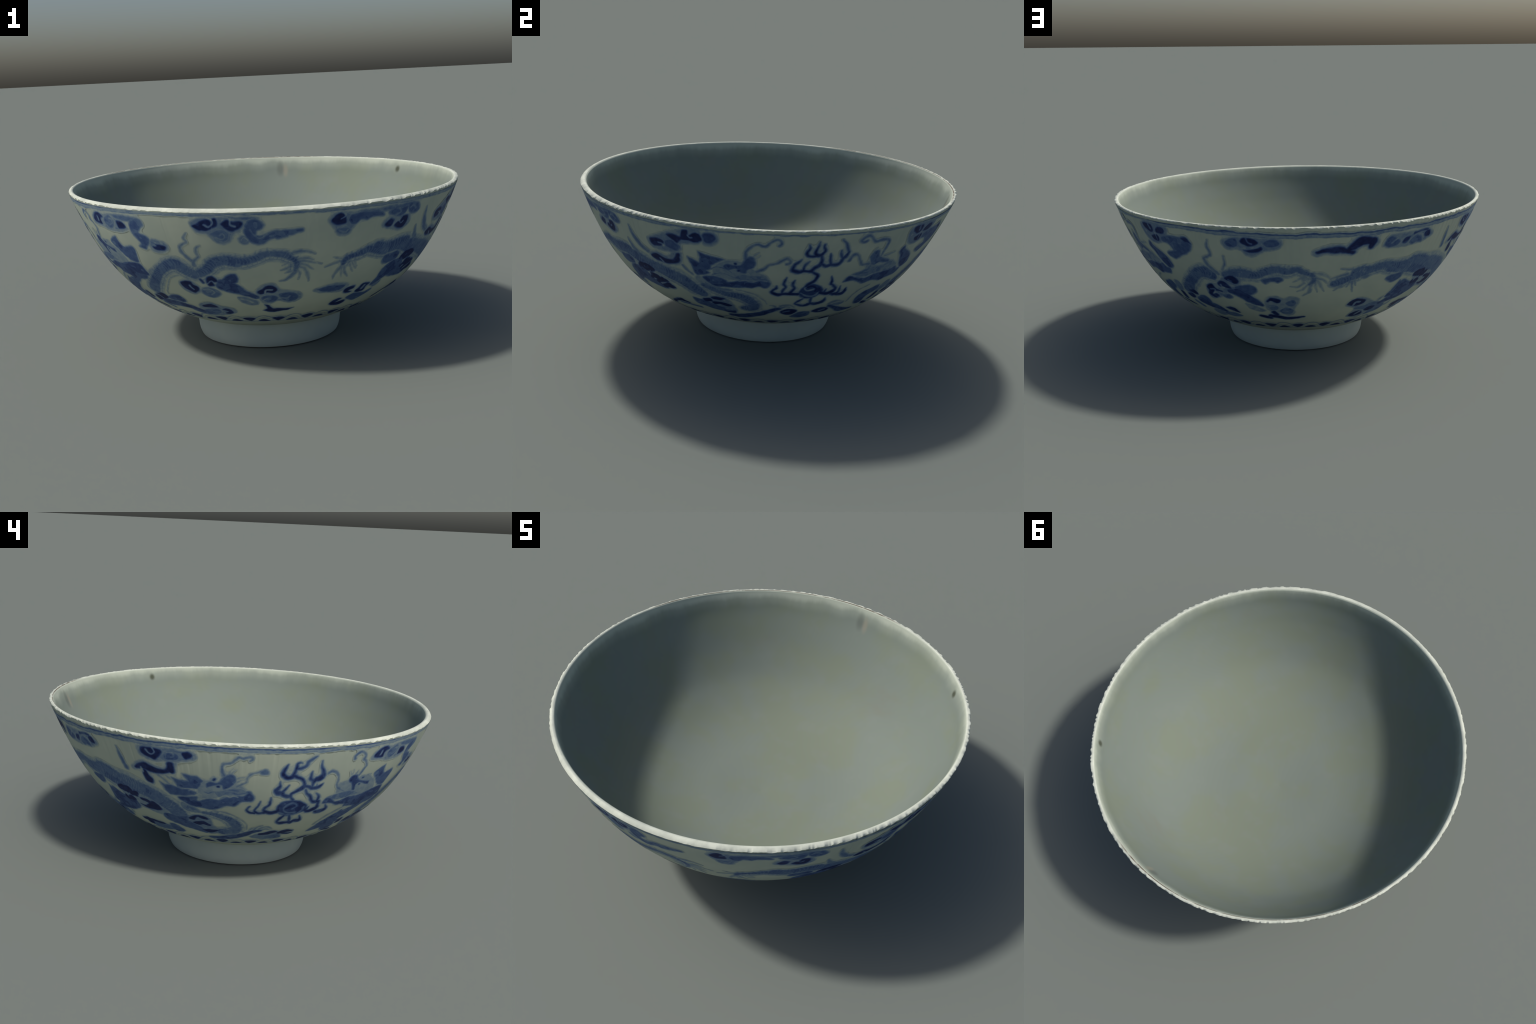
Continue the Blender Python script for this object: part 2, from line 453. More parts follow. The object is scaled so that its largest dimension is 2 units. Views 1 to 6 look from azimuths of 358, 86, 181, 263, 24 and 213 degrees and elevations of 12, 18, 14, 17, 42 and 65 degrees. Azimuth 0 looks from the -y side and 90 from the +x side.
m = dragon = Motif("dragon")
m.body([(192.0, 59.3), (205.7, 64.5), (211.3, 63.3), (216.9, 62.6), (221.5, 61.6), (225.1, 60.6)], (2.94, 3.15, 4.56, 5.22, 5.68, 5.67), .62)
m.body([(225.8, 60.9), (228.9, 61.0), (231.4, 60.2), (234.9, 59.2), (238.0, 57.6), (240.2, 55.7), (242.4, 53.7), (243.9, 51.1), (244.6, 48.8)], (6.82, 6.61, 6.36, 5.94, 6.17, 6.52, 6.66, 6.50, 6.03), .60)
m.body([(253.2, 53.0), (256.8, 52.5), (260.4, 50.6), (262.8, 48.3), (263.8, 45.0), (262.2, 41.8), (259.5, 40.9)], (1.47, 2.22, 3.03, 4.00, 4.07, 6.32, 5.54), .60)
m.brush([(256.5, 54.6), (259.7, 54.2), (262.9, 52.6), (265.9, 49.9), (267.5, 46.9), (267.6, 43.6)], (0.49, 0.48, 0.46, 0.41, 0.33, 0.34), .34)
m.fill([(246.5, 57.1), (248.7, 56.3), (251.4, 54.6), (253.0, 53.0), (251.8, 52.5), (249.1, 52.7), (246.8, 53.6), (245.8, 55.2)], .40)
m.brush([(246.8, 56.9), (249.0, 56.1), (251.7, 54.4), (253.2, 52.7)], (0.43, 0.44, 0.43, 0.42), .4)
m.body([(196.6, 61.4), (197.3, 63.6), (199.6, 64.3), (203.0, 64.0), (206.4, 64.5), (210.2, 64.0)], (0.49, 1.76, 2.33, 2.66, 2.76, 2.84), .60)
m.body([(209.7, 64.1), (212.8, 63.7), (215.8, 63.9), (218.7, 64.5), (222.7, 63.8), (228.2, 61.8), (234.2, 60.0)], (3.28, 3.49, 3.71, 4.25, 4.03, 4.26, 4.40), .60)

m = Motif("tail_tuft", dragon)
m.brush([(196.3, 64.7), (193.1, 65.1)], (0.98, 0.29), .38)
m.brush([(195.4, 62.8), (190.5, 61.4)], (1.33, 0.44), .38)
m.brush([(196.1, 61.5), (192.7, 60.4)], (1.15, 0.35), .38)
m.brush([(196.4, 60.8), (194.2, 58.4), (192.4, 55.9)], (1.37, 0.93, 0.47), .38)
m.brush([(196.9, 60.1), (196.1, 57.2)], (1.00, 0.31), .38)
m.brush([(197.5, 59.6), (198.7, 54.6)], (0.99, 0.35), .38)
m.brush([(198.3, 59.9), (199.4, 57.5)], (0.79, 0.24), .38)
m.fill([(198.3, 62.7), (201.7, 62.6), (203.4, 61.5), (202.0, 60.0), (199.6, 60.8)], .34)

m = Motif("leg", dragon)
m.fill([(209.5, 59.0), (211.3, 60.0), (214.2, 60.5), (216.5, 60.6), (216.4, 58.2), (214.8, 56.9), (212.9, 56.4), (210.7, 57.6)], .62)
m.fill([(216.9, 51.4), (216.9, 54.4), (218.7, 56.7), (222.3, 54.7), (226.3, 52.5), (224.8, 49.6), (221.7, 49.8)], .66)
m.brush([(225.5, 51.0), (221.7, 48.4), (217.5, 46.6), (213.8, 44.3)], (6.74, 5.98, 4.20, 2.39), .68)
m.lift([(218.4, 51.2), (221.1, 52.6)], 1.76, .4)
m.brush([(211.5, 46.1), (213.5, 49.1)], (1.86, 0.67), .3)
m.brush([(216.0, 40.8), (219.1, 42.4), (220.4, 45.3)], (2.52, 1.61, 0.72), .3)
m.fill([(216.8, 56.5), (218.7, 55.2), (221.5, 54.5), (222.9, 52.7), (226.3, 51.9), (226.7, 50.9), (222.3, 48.9), (217.6, 47.8), (214.3, 48.2), (215.2, 52.1)], .70)
m.fill([(240.2, 48.5), (242.6, 47.9), (245.2, 46.3), (247.7, 44.3), (250.2, 42.1), (245.9, 41.2), (242.8, 42.7), (240.1, 43.7)], .62)
m.brush([(239.8, 47.1), (243.4, 45.5), (246.9, 43.4), (250.5, 41.0), (252.2, 39.1)], (5.20, 6.17, 5.43, 4.21, 2.31), .62)
m.fill([(237.9, 41.8), (240.8, 41.7), (243.0, 38.3), (242.7, 36.0), (239.1, 34.3), (237.2, 37.2)], .58)

m = Motif("foreleg", dragon)
m.brush([(254.0, 33.7), (258.0, 33.9), (262.3, 35.8), (266.3, 38.1), (269.9, 41.4), (272.6, 42.8)], (2.62, 4.18, 4.55, 3.89, 2.64, 1.78), .72)

m = Motif("claw", dragon)
m.brush([(270.3, 42.8), (271.2, 45.8), (273.0, 47.0)], (1.03, 0.85, 0.55), .36)
m.brush([(271.7, 42.8), (273.1, 45.6), (275.2, 45.7), (277.0, 43.9)], (1.26, 1.21, 0.80, 0.39), .36)
m.brush([(268.7, 42.3), (269.2, 44.1), (270.5, 45.4)], (1.02, 0.85, 0.53), .34)
m.brush([(271.7, 42.4), (274.3, 44.1), (277.0, 43.0)], (2.16, 1.44, 0.57), .32)

m = Motif("head", dragon)
m.fill([(253.2, 66.8), (255.3, 67.8), (263.6, 66.9), (266.4, 64.5), (263.6, 61.9), (256.2, 60.1), (252.0, 59.9), (251.9, 62.7)], .24)
m.fill([(255.2, 66.5), (256.5, 67.2), (258.4, 67.0), (259.7, 68.8), (260.9, 70.0), (262.2, 70.2), (263.4, 69.4), (263.3, 67.4), (262.5, 65.9), (261.3, 64.8), (259.9, 64.3), (259.4, 65.8), (258.0, 65.8), (256.2, 65.1), (254.9, 64.5)], .60)
m.brush([(261.1, 70.0), (262.0, 71.4), (262.9, 72.4)], (0.42, 0.28, 0.15), .34)
m.brush([(261.9, 70.1), (262.9, 71.3), (263.7, 71.9)], (0.44, 0.30, 0.16), .34)
m.brush([(263.8, 68.6), (264.8, 69.2), (265.7, 69.2)], (0.50, 0.35, 0.18), .32)
m.brush([(262.9, 66.3), (264.3, 67.7), (265.9, 68.3)], (0.65, 0.47, 0.27), .34)
m.brush([(257.4, 67.9), (257.5, 68.0)], 0.91, .95)
m.brush([(256.4, 67.9), (257.4, 68.9), (258.3, 68.1), (257.3, 67.1), (256.4, 67.9)], (0.28, 0.32, 0.25, 0.34, 0.32), .34)
m.brush([(258.4, 65.3), (258.6, 65.3)], 0.97, .95)
m.brush([(257.6, 64.8), (258.5, 66.1), (259.5, 65.4), (258.5, 64.5), (257.6, 64.8)], (0.27, 0.33, 0.25, 0.34, 0.36), .34)
m.fill([(246.0, 59.3), (249.1, 60.1), (251.9, 60.6), (251.9, 58.8), (254.0, 59.6), (256.2, 60.3), (258.6, 60.0), (260.7, 61.5), (263.6, 62.1), (265.8, 62.3), (267.2, 63.4), (268.6, 62.4), (268.8, 60.7), (268.0, 59.8), (266.1, 59.7), (264.6, 59.1), (262.8, 57.4), (260.6, 57.4), (258.7, 56.2), (255.8, 55.0), (253.2, 55.4), (250.9, 55.5), (248.5, 56.5), (247.0, 57.4)], .66)
m.fill([(266.0, 64.1), (267.3, 64.2), (268.5, 62.8), (269.0, 61.1), (267.9, 62.1), (266.5, 62.7)], .5)
m.fill([(259.9, 64.1), (261.6, 64.8), (264.7, 65.0), (266.5, 64.1), (267.2, 62.9), (265.1, 62.2), (261.6, 61.8), (259.2, 60.2), (257.5, 61.8), (257.4, 63.2)], .38)
m.brush([(260.3, 62.9), (261.9, 63.2), (263.6, 62.8), (265.8, 63.1), (266.9, 63.7)], (0.36, 0.37, 0.37, 0.36, 0.34), .78)
m.brush([(261.6, 64.2), (262.7, 64.1), (264.2, 64.0)], 0.32, .75)
m.brush([(254.4, 62.8), (255.6, 62.4), (256.8, 63.1), (258.6, 63.1)], (0.76, 0.74, 0.71, 0.74), .5)
m.lift([(258.4, 60.6), (260.4, 61.9), (261.6, 61.3), (262.8, 61.9), (263.9, 61.5)], (0.49, 0.53, 0.56, 0.55, 0.54), .55)
m.fill([(252.8, 63.2), (255.0, 64.1), (257.1, 64.0), (257.0, 61.5), (254.3, 60.1), (252.4, 61.1)], .2)

m = Motif("whisker", dragon)
m.brush([(260.0, 69.5), (259.8, 71.1), (259.8, 72.5), (260.4, 73.5), (261.7, 73.8), (263.0, 74.8), (264.0, 75.6), (265.2, 75.4), (266.4, 76.0), (267.5, 76.0), (267.7, 75.2), (267.0, 74.7)], (1.25, 0.95, 0.78, 0.74, 0.69, 0.66, 0.62, 0.64, 0.63, 0.75, 0.67, 0.54), .50)
m.brush([(263.6, 65.5), (265.0, 66.6), (266.0, 67.6), (266.5, 69.3), (267.4, 70.5), (268.6, 70.9), (269.9, 71.5), (271.2, 71.8)], (0.87, 0.77, 0.61, 0.58, 0.65, 0.60, 0.77, 1.20), .45)
m.brush([(270.3, 71.1), (271.4, 71.1)], (1.56, 1.73), .48)

m = Motif("mane", dragon)
m.fill([(248.4, 68.8), (250.8, 68.6), (253.0, 68.5), (254.5, 67.2), (253.7, 66.1), (253.4, 65.1), (252.4, 63.6), (250.5, 63.5), (248.0, 63.1), (246.3, 63.6), (245.9, 65.2), (245.1, 66.9), (247.3, 66.6), (250.0, 66.3), (249.0, 67.7)], .64, sharp=True)
m.fill([(241.1, 64.5), (242.6, 63.8), (244.7, 64.0), (246.2, 63.5), (248.0, 63.1), (250.1, 63.2), (251.6, 62.6), (252.2, 61.9), (251.0, 60.9), (248.4, 60.2), (246.1, 60.0), (243.8, 59.9), (242.3, 61.3), (241.9, 62.9)], .60, sharp=True)
m.lift([(249.7, 62.5), (251.2, 63.3), (252.7, 63.4)], (0.43, 0.46, 0.49), .55)
m.lift([(246.9, 63.9), (248.9, 63.2), (251.0, 63.3)], (0.48, 0.47, 0.45), .35)
m.brush([(241.4, 67.0), (242.5, 65.8), (244.0, 64.3)], (0.88, 0.78, 0.67), .38)
m.brush([(243.5, 67.4), (244.8, 66.2), (246.4, 64.8)], (0.64, 0.49, 0.34), .34)

m = Motif("flame", dragon)
m.brush([(229.6, 74.4), (230.1, 71.8), (230.2, 69.8), (230.8, 67.6)], (0.32, 1.13, 1.42, 1.63), .46)

m = cloud()
m.fill([(236.8, 76.0), (240.4, 77.4), (245.2, 76.1), (245.1, 72.8), (241.7, 71.7), (238.3, 72.3), (236.9, 73.3)], .32)
m.fill([(237.9, 76.1), (239.8, 76.3), (241.6, 76.4), (243.8, 76.0), (244.1, 75.1), (242.6, 73.1), (241.4, 72.3), (239.7, 72.9), (238.4, 73.3), (237.5, 74.4)], .96)
m.lift([(239.4, 75.4), (240.1, 74.4), (241.1, 74.3), (241.8, 75.0), (241.4, 76.1)], (0.58, 0.59, 0.44, 0.44, 0.53), .62)
m.fill([(243.9, 76.3), (248.1, 76.9), (249.8, 75.3), (249.5, 73.3), (247.4, 72.1), (244.9, 71.9), (243.2, 73.0)], .34)
m.fill([(244.1, 74.4), (245.1, 75.4), (246.8, 75.6), (248.4, 75.1), (248.5, 73.8), (247.5, 73.0), (245.8, 72.7), (244.3, 73.1)], .62)
m.lift([(244.8, 73.5), (244.8, 74.7), (245.9, 75.4), (247.1, 75.1), (247.1, 74.2), (246.3, 73.9)], (0.35, 0.31, 0.38, 0.43, 0.31, 0.36), .4)
m.fill([(248.8, 76.1), (251.5, 76.6), (253.3, 75.7), (253.4, 74.4), (252.0, 73.5), (250.0, 72.9), (248.4, 73.1)], .32)
m.fill([(249.5, 76.0), (251.2, 76.2), (252.3, 75.4), (251.9, 74.4), (250.4, 73.7), (249.5, 74.3)], .96)
m.fill([(244.1, 76.2), (246.7, 76.6), (249.7, 76.5), (252.7, 76.3), (249.2, 75.4), (246.5, 75.4), (244.2, 75.2)], .45, sharp=True)

m = cloud()
m.brush([(234.0, 68.4), (236.3, 69.6), (238.0, 69.5), (240.1, 68.8), (242.3, 68.7), (244.5, 69.3), (246.4, 71.7)], (2.25, 3.08, 3.77, 3.66, 3.21, 2.51, 2.50), .3)
m.brush([(234.6, 68.5), (236.2, 69.3), (238.0, 69.4), (240.1, 68.6), (242.3, 68.6), (244.5, 69.2), (245.9, 71.3)], (1.37, 2.04, 2.66, 2.35, 1.81, 1.59, 1.45), .97)
m.brush([(237.2, 67.7), (237.4, 66.0), (238.0, 64.6), (238.5, 64.1)], (1.60, 2.16, 2.61, 1.48), .95)
m.lift([(236.2, 68.7), (236.6, 67.5)], 0.67, .6)
m.brush([(245.8, 71.4), (245.7, 69.3)], (1.95, 1.84), .96)

m = cloud()
m.fill([(222.7, 58.7), (225.0, 59.8), (226.5, 58.8), (227.6, 58.0), (227.7, 56.9), (226.1, 55.6), (225.0, 56.4), (223.4, 56.6), (222.4, 57.5)], .95)
m.lift([(224.6, 57.5), (226.3, 57.6)], 0.74, .5)
m.fill([(224.3, 55.0), (225.2, 54.1), (226.5, 53.0), (225.5, 52.1), (223.8, 52.5), (223.4, 53.9)], .95)
m.brush([(227.9, 56.0), (229.6, 55.8)], 1.63, .9)
m.fill([(230.6, 55.1), (232.6, 55.5), (234.7, 54.6), (235.6, 53.4), (233.6, 53.0), (232.2, 53.6), (230.7, 54.2)], .93)
m.fill([(229.1, 51.8), (230.8, 51.5), (232.8, 51.7), (234.6, 52.0), (235.1, 50.2), (232.7, 49.9), (230.3, 50.5)], .93)
m.fill([(229.9, 55.2), (233.8, 56.4), (236.5, 53.6), (235.8, 49.8), (232.3, 49.2), (228.4, 50.4)], .3)

m = cloud()
m.brush([(224.2, 39.7), (227.3, 40.1), (226.8, 36.1)], (1.99, 3.44, 1.57), .92)
m.fill([(227.7, 39.8), (233.8, 41.5), (236.5, 40.1), (240.3, 40.4), (242.9, 37.6), (241.4, 34.6), (238.3, 35.4), (232.2, 33.7), (227.3, 34.2)], .5)

m = cloud()
m.fill([(246.6, 49.2), (250.3, 51.6), (255.0, 50.4), (255.8, 45.8), (258.4, 41.6), (255.7, 38.0), (251.1, 38.8), (247.3, 43.6)], .36)
m.fill([(247.3, 49.1), (250.2, 51.0), (252.7, 51.2), (254.6, 49.7), (254.0, 49.0), (252.0, 49.2), (250.7, 49.9), (249.3, 47.9), (247.9, 48.2)], .94)
m.fill([(248.3, 46.2), (250.7, 47.6), (252.9, 47.7), (255.1, 45.6), (254.1, 44.6), (252.3, 45.4), (250.6, 44.6), (249.2, 45.0)], .95)
m.fill([(250.9, 41.2), (253.4, 42.3), (255.3, 41.9), (257.6, 41.7), (255.9, 39.6), (253.4, 39.0), (251.9, 40.0)], .94)

m = cloud()
m.fill([(269.6, 36.5), (273.0, 40.4), (279.1, 42.4), (282.5, 36.5), (280.2, 32.8), (274.3, 33.7)], .34)
m.brush([(273.4, 39.4), (275.4, 39.8), (277.5, 41.1), (279.2, 41.4)], (1.91, 2.85, 2.80, 1.39), .94)
m.fill([(275.5, 35.7), (277.7, 37.9), (281.4, 38.5), (283.0, 35.1), (280.0, 33.7)], .52)
m.brush([(281.0, 40.4), (282.8, 41.4), (285.3, 41.4)], (2.36, 2.80, 1.40), .94)
m.brush([(281.6, 40.1), (284.6, 38.9), (286.0, 39.6)], (1.34, 1.70, 0.96), .93)

m = dragon = Motif("dragon")
m.body([(314.5, 48.7), (318.2, 53.7), (322.3, 58.0), (326.5, 61.0), (329.5, 61.9), (331.7, 61.0), (333.3, 59.7), (335.0, 58.8)], (4.73, 4.00, 3.33, 3.58, 4.59, 4.56, 4.17, 4.19), .62)
m.body([(335.9, 58.7), (337.8, 59.4), (339.7, 60.9), (341.7, 63.1), (344.1, 64.1), (346.5, 64.1), (348.9, 63.7)], (3.40, 3.24, 3.04, 3.17, 3.59, 3.74, 3.64), .62)
m.body([(348.0, 63.9), (350.8, 63.9), (353.6, 64.9), (356.4, 66.0), (358.4, 66.2), (360.8, 65.9)], (3.04, 2.75, 2.50, 2.41, 2.24, 2.21), .60)
m.body([(-0.7, 66.1), (1.4, 65.7), (3.1, 64.7), (4.6, 63.5), (5.1, 61.8), (4.8, 60.0)], (2.36, 2.31, 2.21, 1.88, 1.85, 1.38), .60)
m.fill([(317.7, 57.7), (320.5, 59.8), (322.0, 58.8), (320.0, 55.4), (317.1, 54.4)], .3)
m.fill([(302.7, 58.0), (308.8, 59.3), (314.1, 60.0), (316.3, 59.2), (316.5, 57.1), (314.8, 54.0), (311.2, 53.2), (307.0, 52.3), (304.5, 53.6), (300.4, 54.5)], .62)
m.fill([(301.4, 52.4), (302.2, 48.8), (303.7, 45.7), (305.6, 44.0), (293.6, 38.4), (294.0, 42.8), (295.6, 46.8)], .60)
m.brush([(320.3, 47.4), (322.2, 51.4), (325.3, 55.4), (328.7, 57.6), (330.8, 57.6), (332.1, 56.0)], (0.41, 0.33, 0.28, 0.33, 0.46, 0.48), .3)
m.brush([(342.4, 60.7), (345.5, 61.5), (348.3, 61.1), (351.2, 61.3), (354.1, 62.4), (356.9, 63.7), (359.0, 64.0), (361.8, 63.8)], (0.33, 0.34, 0.35, 0.33, 0.31, 0.31, 0.32, 0.32), .3)
m.fill([(300.2, 38.0), (297.4, 43.8), (297.2, 47.0), (298.6, 49.6), (302.0, 51.7), (307.1, 53.4), (310.8, 53.8), (307.2, 49.8), (304.2, 46.9), (304.0, 43.9), (305.9, 39.9), (304.5, 36.5)], .62)
m.brush([(293.1, 45.1), (294.1, 47.9), (296.0, 50.3), (298.7, 52.6), (302.4, 54.7)], (0.81, 0.78, 0.75, 0.73, 0.72), .34)

m = Motif("tail_tuft", dragon)
m.brush([(3.4, 65.9), (5.4, 66.4), (7.5, 66.4), (10.1, 65.3)], (1.03, 1.03, 0.82, 0.24), .36)
m.brush([(5.1, 64.0), (7.6, 64.1), (9.8, 63.5)], (0.89, 0.88, 0.26), .34)
m.brush([(5.3, 63.3), (8.4, 63.0), (12.2, 61.6)], (1.07, 0.87, 0.26), .34)
m.brush([(5.6, 62.4), (7.8, 61.6), (10.1, 59.8)], (0.87, 0.83, 0.24), .34)
m.brush([(5.2, 61.5), (7.3, 60.3), (8.6, 57.5), (9.1, 55.1)], (1.02, 0.92, 0.89, 0.23), .34)
m.brush([(5.4, 60.5), (6.2, 58.4), (5.9, 56.4)], (0.72, 0.59, 0.24), .34)
m.brush([(4.8, 59.6), (3.7, 57.9), (2.2, 56.5), (0.4, 55.8)], (1.58, 1.31, 0.83, 0.33), .42)
m.brush([(4.3, 60.0), (3.0, 59.6), (2.0, 59.0)], (0.79, 0.79, 0.29), .34)
m.brush([(3.8, 61.6), (2.1, 60.8), (0.7, 60.3)], (0.94, 0.76, 0.29), .34)
m.brush([(3.5, 62.9), (2.1, 62.3), (1.2, 62.0)], (0.73, 0.55, 0.28), .32)

m = Motif("leg", dragon)
m.fill([(343.6, 57.8), (345.9, 59.3), (347.6, 59.3), (348.3, 57.5), (347.8, 55.7), (346.5, 54.8), (344.6, 55.7), (343.1, 56.7)], .70)
m.lift([(343.7, 56.5), (345.0, 55.2), (346.3, 54.8)], (0.53, 0.56, 0.57), .5)
m.brush([(343.1, 55.4), (345.3, 54.3), (347.8, 52.4)], (3.84, 3.84, 3.63), .68)
m.brush([(342.7, 54.1), (345.1, 52.7), (348.2, 51.5), (350.6, 50.2), (353.0, 48.4)], (3.75, 3.58, 3.11, 2.86, 2.12), .68)
m.brush([(314.7, 40.6), (320.3, 40.7), (324.7, 39.8), (329.2, 37.3), (331.0, 36.2)], (5.20, 4.66, 3.75, 2.90, 1.47), .68)
m.fill([(318.3, 45.4), (323.6, 47.5), (325.6, 46.4), (326.3, 44.1), (324.8, 42.7), (321.9, 43.1), (318.6, 43.7)], .62)

m = Motif("claw", dragon)
m.fill([(335.8, 52.8), (338.5, 53.5), (340.7, 52.2), (341.8, 50.4), (340.5, 48.7), (338.5, 47.9), (336.2, 48.9), (335.3, 50.4)], .45)
m.lift([(336.4, 52.1), (338.4, 52.3), (339.5, 50.8), (338.3, 49.6)], (0.55, 0.61, 0.42, 0.41), .4)
m.fill([(346.9, 48.8), (349.4, 48.8), (351.8, 47.3), (353.5, 45.9), (353.0, 43.5), (350.5, 43.5), (348.0, 45.3)], .34)
m.lift([(347.9, 47.6), (349.5, 47.0), (351.4, 45.3)], 0.68, .4)

m = Motif("flame", dragon)
m.brush([(336.5, 72.8), (335.5, 71.2), (335.9, 70.1), (334.0, 68.8), (333.6, 67.1), (334.5, 65.5), (335.9, 64.0)], (0.32, 0.71, 0.78, 0.79, 1.05, 1.20, 1.42), .38)
m.brush([(339.4, 69.1), (338.5, 68.4), (338.2, 66.5), (338.3, 65.2), (336.6, 63.8), (336.3, 62.1)], (0.34, 0.80, 0.90, 0.82, 0.97, 1.40), .38)

m = Motif("head", dragon)
m.fill([(294.1, 65.9), (297.0, 66.5), (304.8, 67.0), (309.0, 64.1), (310.4, 60.1), (303.8, 58.8), (298.0, 59.6), (294.2, 61.4)], .26)
m.fill([(297.0, 66.8), (297.8, 68.1), (299.7, 68.1), (301.0, 66.5), (303.1, 65.4), (306.1, 64.7), (306.4, 63.2), (304.5, 63.6), (302.2, 64.7), (300.8, 64.2), (301.5, 62.0), (300.2, 62.0), (298.7, 64.8), (297.6, 65.4)], .68)
m.brush([(297.5, 68.7), (297.5, 70.3)], (0.63, 0.21), .34)
m.brush([(298.9, 68.4), (299.4, 69.7)], (0.76, 0.25), .34)
m.brush([(297.2, 68.5), (296.4, 69.8)], (0.45, 0.15), .34)
m.brush([(302.4, 66.7), (302.7, 66.6)], 0.77, .8)
m.brush([(301.3, 66.9), (302.2, 67.5), (303.7, 66.6), (303.0, 66.0), (301.3, 66.9)], (0.51, 0.36, 0.34, 0.37, 0.28), .34)
m.brush([(302.0, 64.1), (302.3, 64.0)], 0.72, .8)
m.fill([(290.7, 57.6), (291.2, 59.9), (292.9, 60.0), (295.8, 57.9), (298.5, 58.6), (300.4, 59.3), (303.7, 59.0), (308.0, 59.8), (312.5, 60.8), (316.1, 60.3), (317.1, 56.2), (311.5, 55.4), (308.3, 54.6), (303.0, 55.0), (298.4, 55.9), (296.6, 55.8), (294.1, 57.3)], .68)
m.fill([(291.6, 60.3), (294.2, 61.4), (296.8, 62.0), (300.2, 62.0), (304.6, 59.7), (300.4, 59.3), (297.3, 58.8), (294.2, 58.7)], .42)
m.brush([(293.5, 60.0), (295.7, 60.2), (298.6, 59.4), (300.7, 60.4)], (0.42, 0.37, 0.42, 0.51), .75)
m.brush([(296.7, 66.3), (294.3, 65.9)], (0.69, 0.23), .32)
m.brush([(297.6, 65.0), (294.6, 64.7)], (0.69, 0.23), .32)
m.brush([(298.4, 63.6), (295.0, 63.2)], (0.73, 0.24), .32)
m.brush([(302.3, 67.3), (305.5, 67.2)], (0.87, 0.33), .3)
m.fill([(300.9, 64.0), (305.7, 63.2), (309.7, 62.6), (307.4, 60.6), (303.4, 60.2)], .22)

m = Motif("whisker", dragon)
m.brush([(300.4, 67.8), (301.1, 69.6), (301.5, 71.3), (300.4, 72.9), (299.5, 73.7), (299.5, 75.1), (298.5, 76.0), (297.2, 75.9), (296.1, 75.0), (296.3, 74.1)], (0.82, 0.79, 0.72, 0.66, 1.02, 0.67, 0.66, 0.93, 1.09, 1.07), .50)
m.brush([(297.4, 62.1), (294.4, 63.7), (293.4, 65.0), (293.0, 67.1), (292.8, 68.6), (291.4, 70.2), (290.0, 70.7), (289.0, 70.1)], (0.68, 0.77, 0.81, 0.81, 0.76, 1.00, 1.12, 1.05), .46)

m = Motif("mane", dragon)
m.fill([(307.1, 68.0), (310.8, 69.9), (311.2, 68.8), (311.7, 67.1), (313.0, 66.3), (316.2, 67.1), (317.2, 66.1), (316.9, 63.9), (316.0, 61.1), (313.3, 61.3), (310.8, 62.6), (309.2, 64.6), (307.3, 66.3)], .62)
m.lift([(309.4, 62.5), (311.7, 62.2)], 0.69, .5)

m = cloud()
m.fill([(303.4, 75.7), (311.3, 76.8), (315.0, 75.7), (318.6, 73.0), (315.2, 71.3), (311.3, 71.3), (307.2, 72.1), (302.1, 73.1)], .3)
m.fill([(305.3, 76.4), (307.7, 76.7), (309.0, 75.6), (307.3, 74.8), (307.3, 73.2), (305.2, 73.1), (303.3, 73.6), (302.9, 74.5)], .95)
m.lift([(306.0, 75.3), (305.7, 74.3)], 0.82, .55)
m.fill([(309.9, 75.9), (312.4, 76.3), (313.5, 74.9), (312.4, 72.9), (310.9, 72.1), (309.4, 72.9), (308.8, 74.4)], .52)
m.lift([(311.4, 75.3), (312.7, 75.1), (312.2, 74.0), (310.9, 73.5)], (0.42, 0.63, 0.34, 0.30), .4)
m.fill([(314.6, 75.0), (316.3, 75.1), (317.6, 74.1), (317.7, 73.2), (316.6, 72.6), (314.7, 72.4), (314.3, 73.4)], .95)
m.fill([(319.9, 75.6), (322.2, 76.6), (324.1, 76.2), (324.5, 74.4), (323.0, 73.4), (321.9, 72.0), (323.8, 71.3), (324.7, 70.1), (323.4, 67.9), (321.9, 66.7), (319.8, 67.5), (320.9, 68.8), (320.1, 70.2), (319.1, 71.8), (319.3, 73.7)], .58)
m.fill([(309.6, 76.5), (315.8, 77.0), (321.5, 77.0), (323.5, 76.6), (320.7, 75.3), (318.3, 75.1), (314.8, 75.4), (312.8, 76.4)], .45, sharp=True)
m.fill([(324.9, 70.4), (328.0, 70.2), (330.2, 68.9), (329.5, 66.8), (326.2, 65.8), (323.9, 66.6)], .34)
m.fill([(325.1, 69.4), (326.6, 68.9), (328.2, 68.7), (329.5, 68.1), (328.7, 66.9), (327.1, 66.7), (325.3, 66.9), (324.8, 67.9), (326.3, 68.4)], .96)

m = cloud()
m.fill([(338.4, 76.3), (341.6, 77.6), (346.6, 77.6), (352.4, 76.7), (351.1, 73.5), (349.1, 72.6), (348.2, 70.5), (345.7, 69.4), (343.7, 70.5), (342.0, 72.6), (339.1, 73.3)], .34)
m.fill([(338.6, 75.1), (340.3, 76.1), (342.0, 77.0), (343.4, 76.8), (343.7, 75.9), (344.0, 74.7), (342.7, 73.8), (341.3, 73.5), (339.8, 73.9)], .96)
m.fill([(343.9, 77.0), (345.3, 77.2), (345.4, 74.9), (344.0, 74.4), (343.4, 75.0)], .93)
m.lift([(341.8, 75.4), (342.9, 74.9), (344.0, 75.8), (343.8, 76.9), (342.8, 77.2)], (0.54, 0.50, 0.43, 0.51, 0.51), .62)
m.fill([(346.1, 75.6), (347.5, 76.7), (349.0, 76.4), (350.6, 76.7), (351.7, 76.0), (351.0, 74.4), (349.6, 73.4), (348.1, 73.4), (346.9, 74.3)], .96)
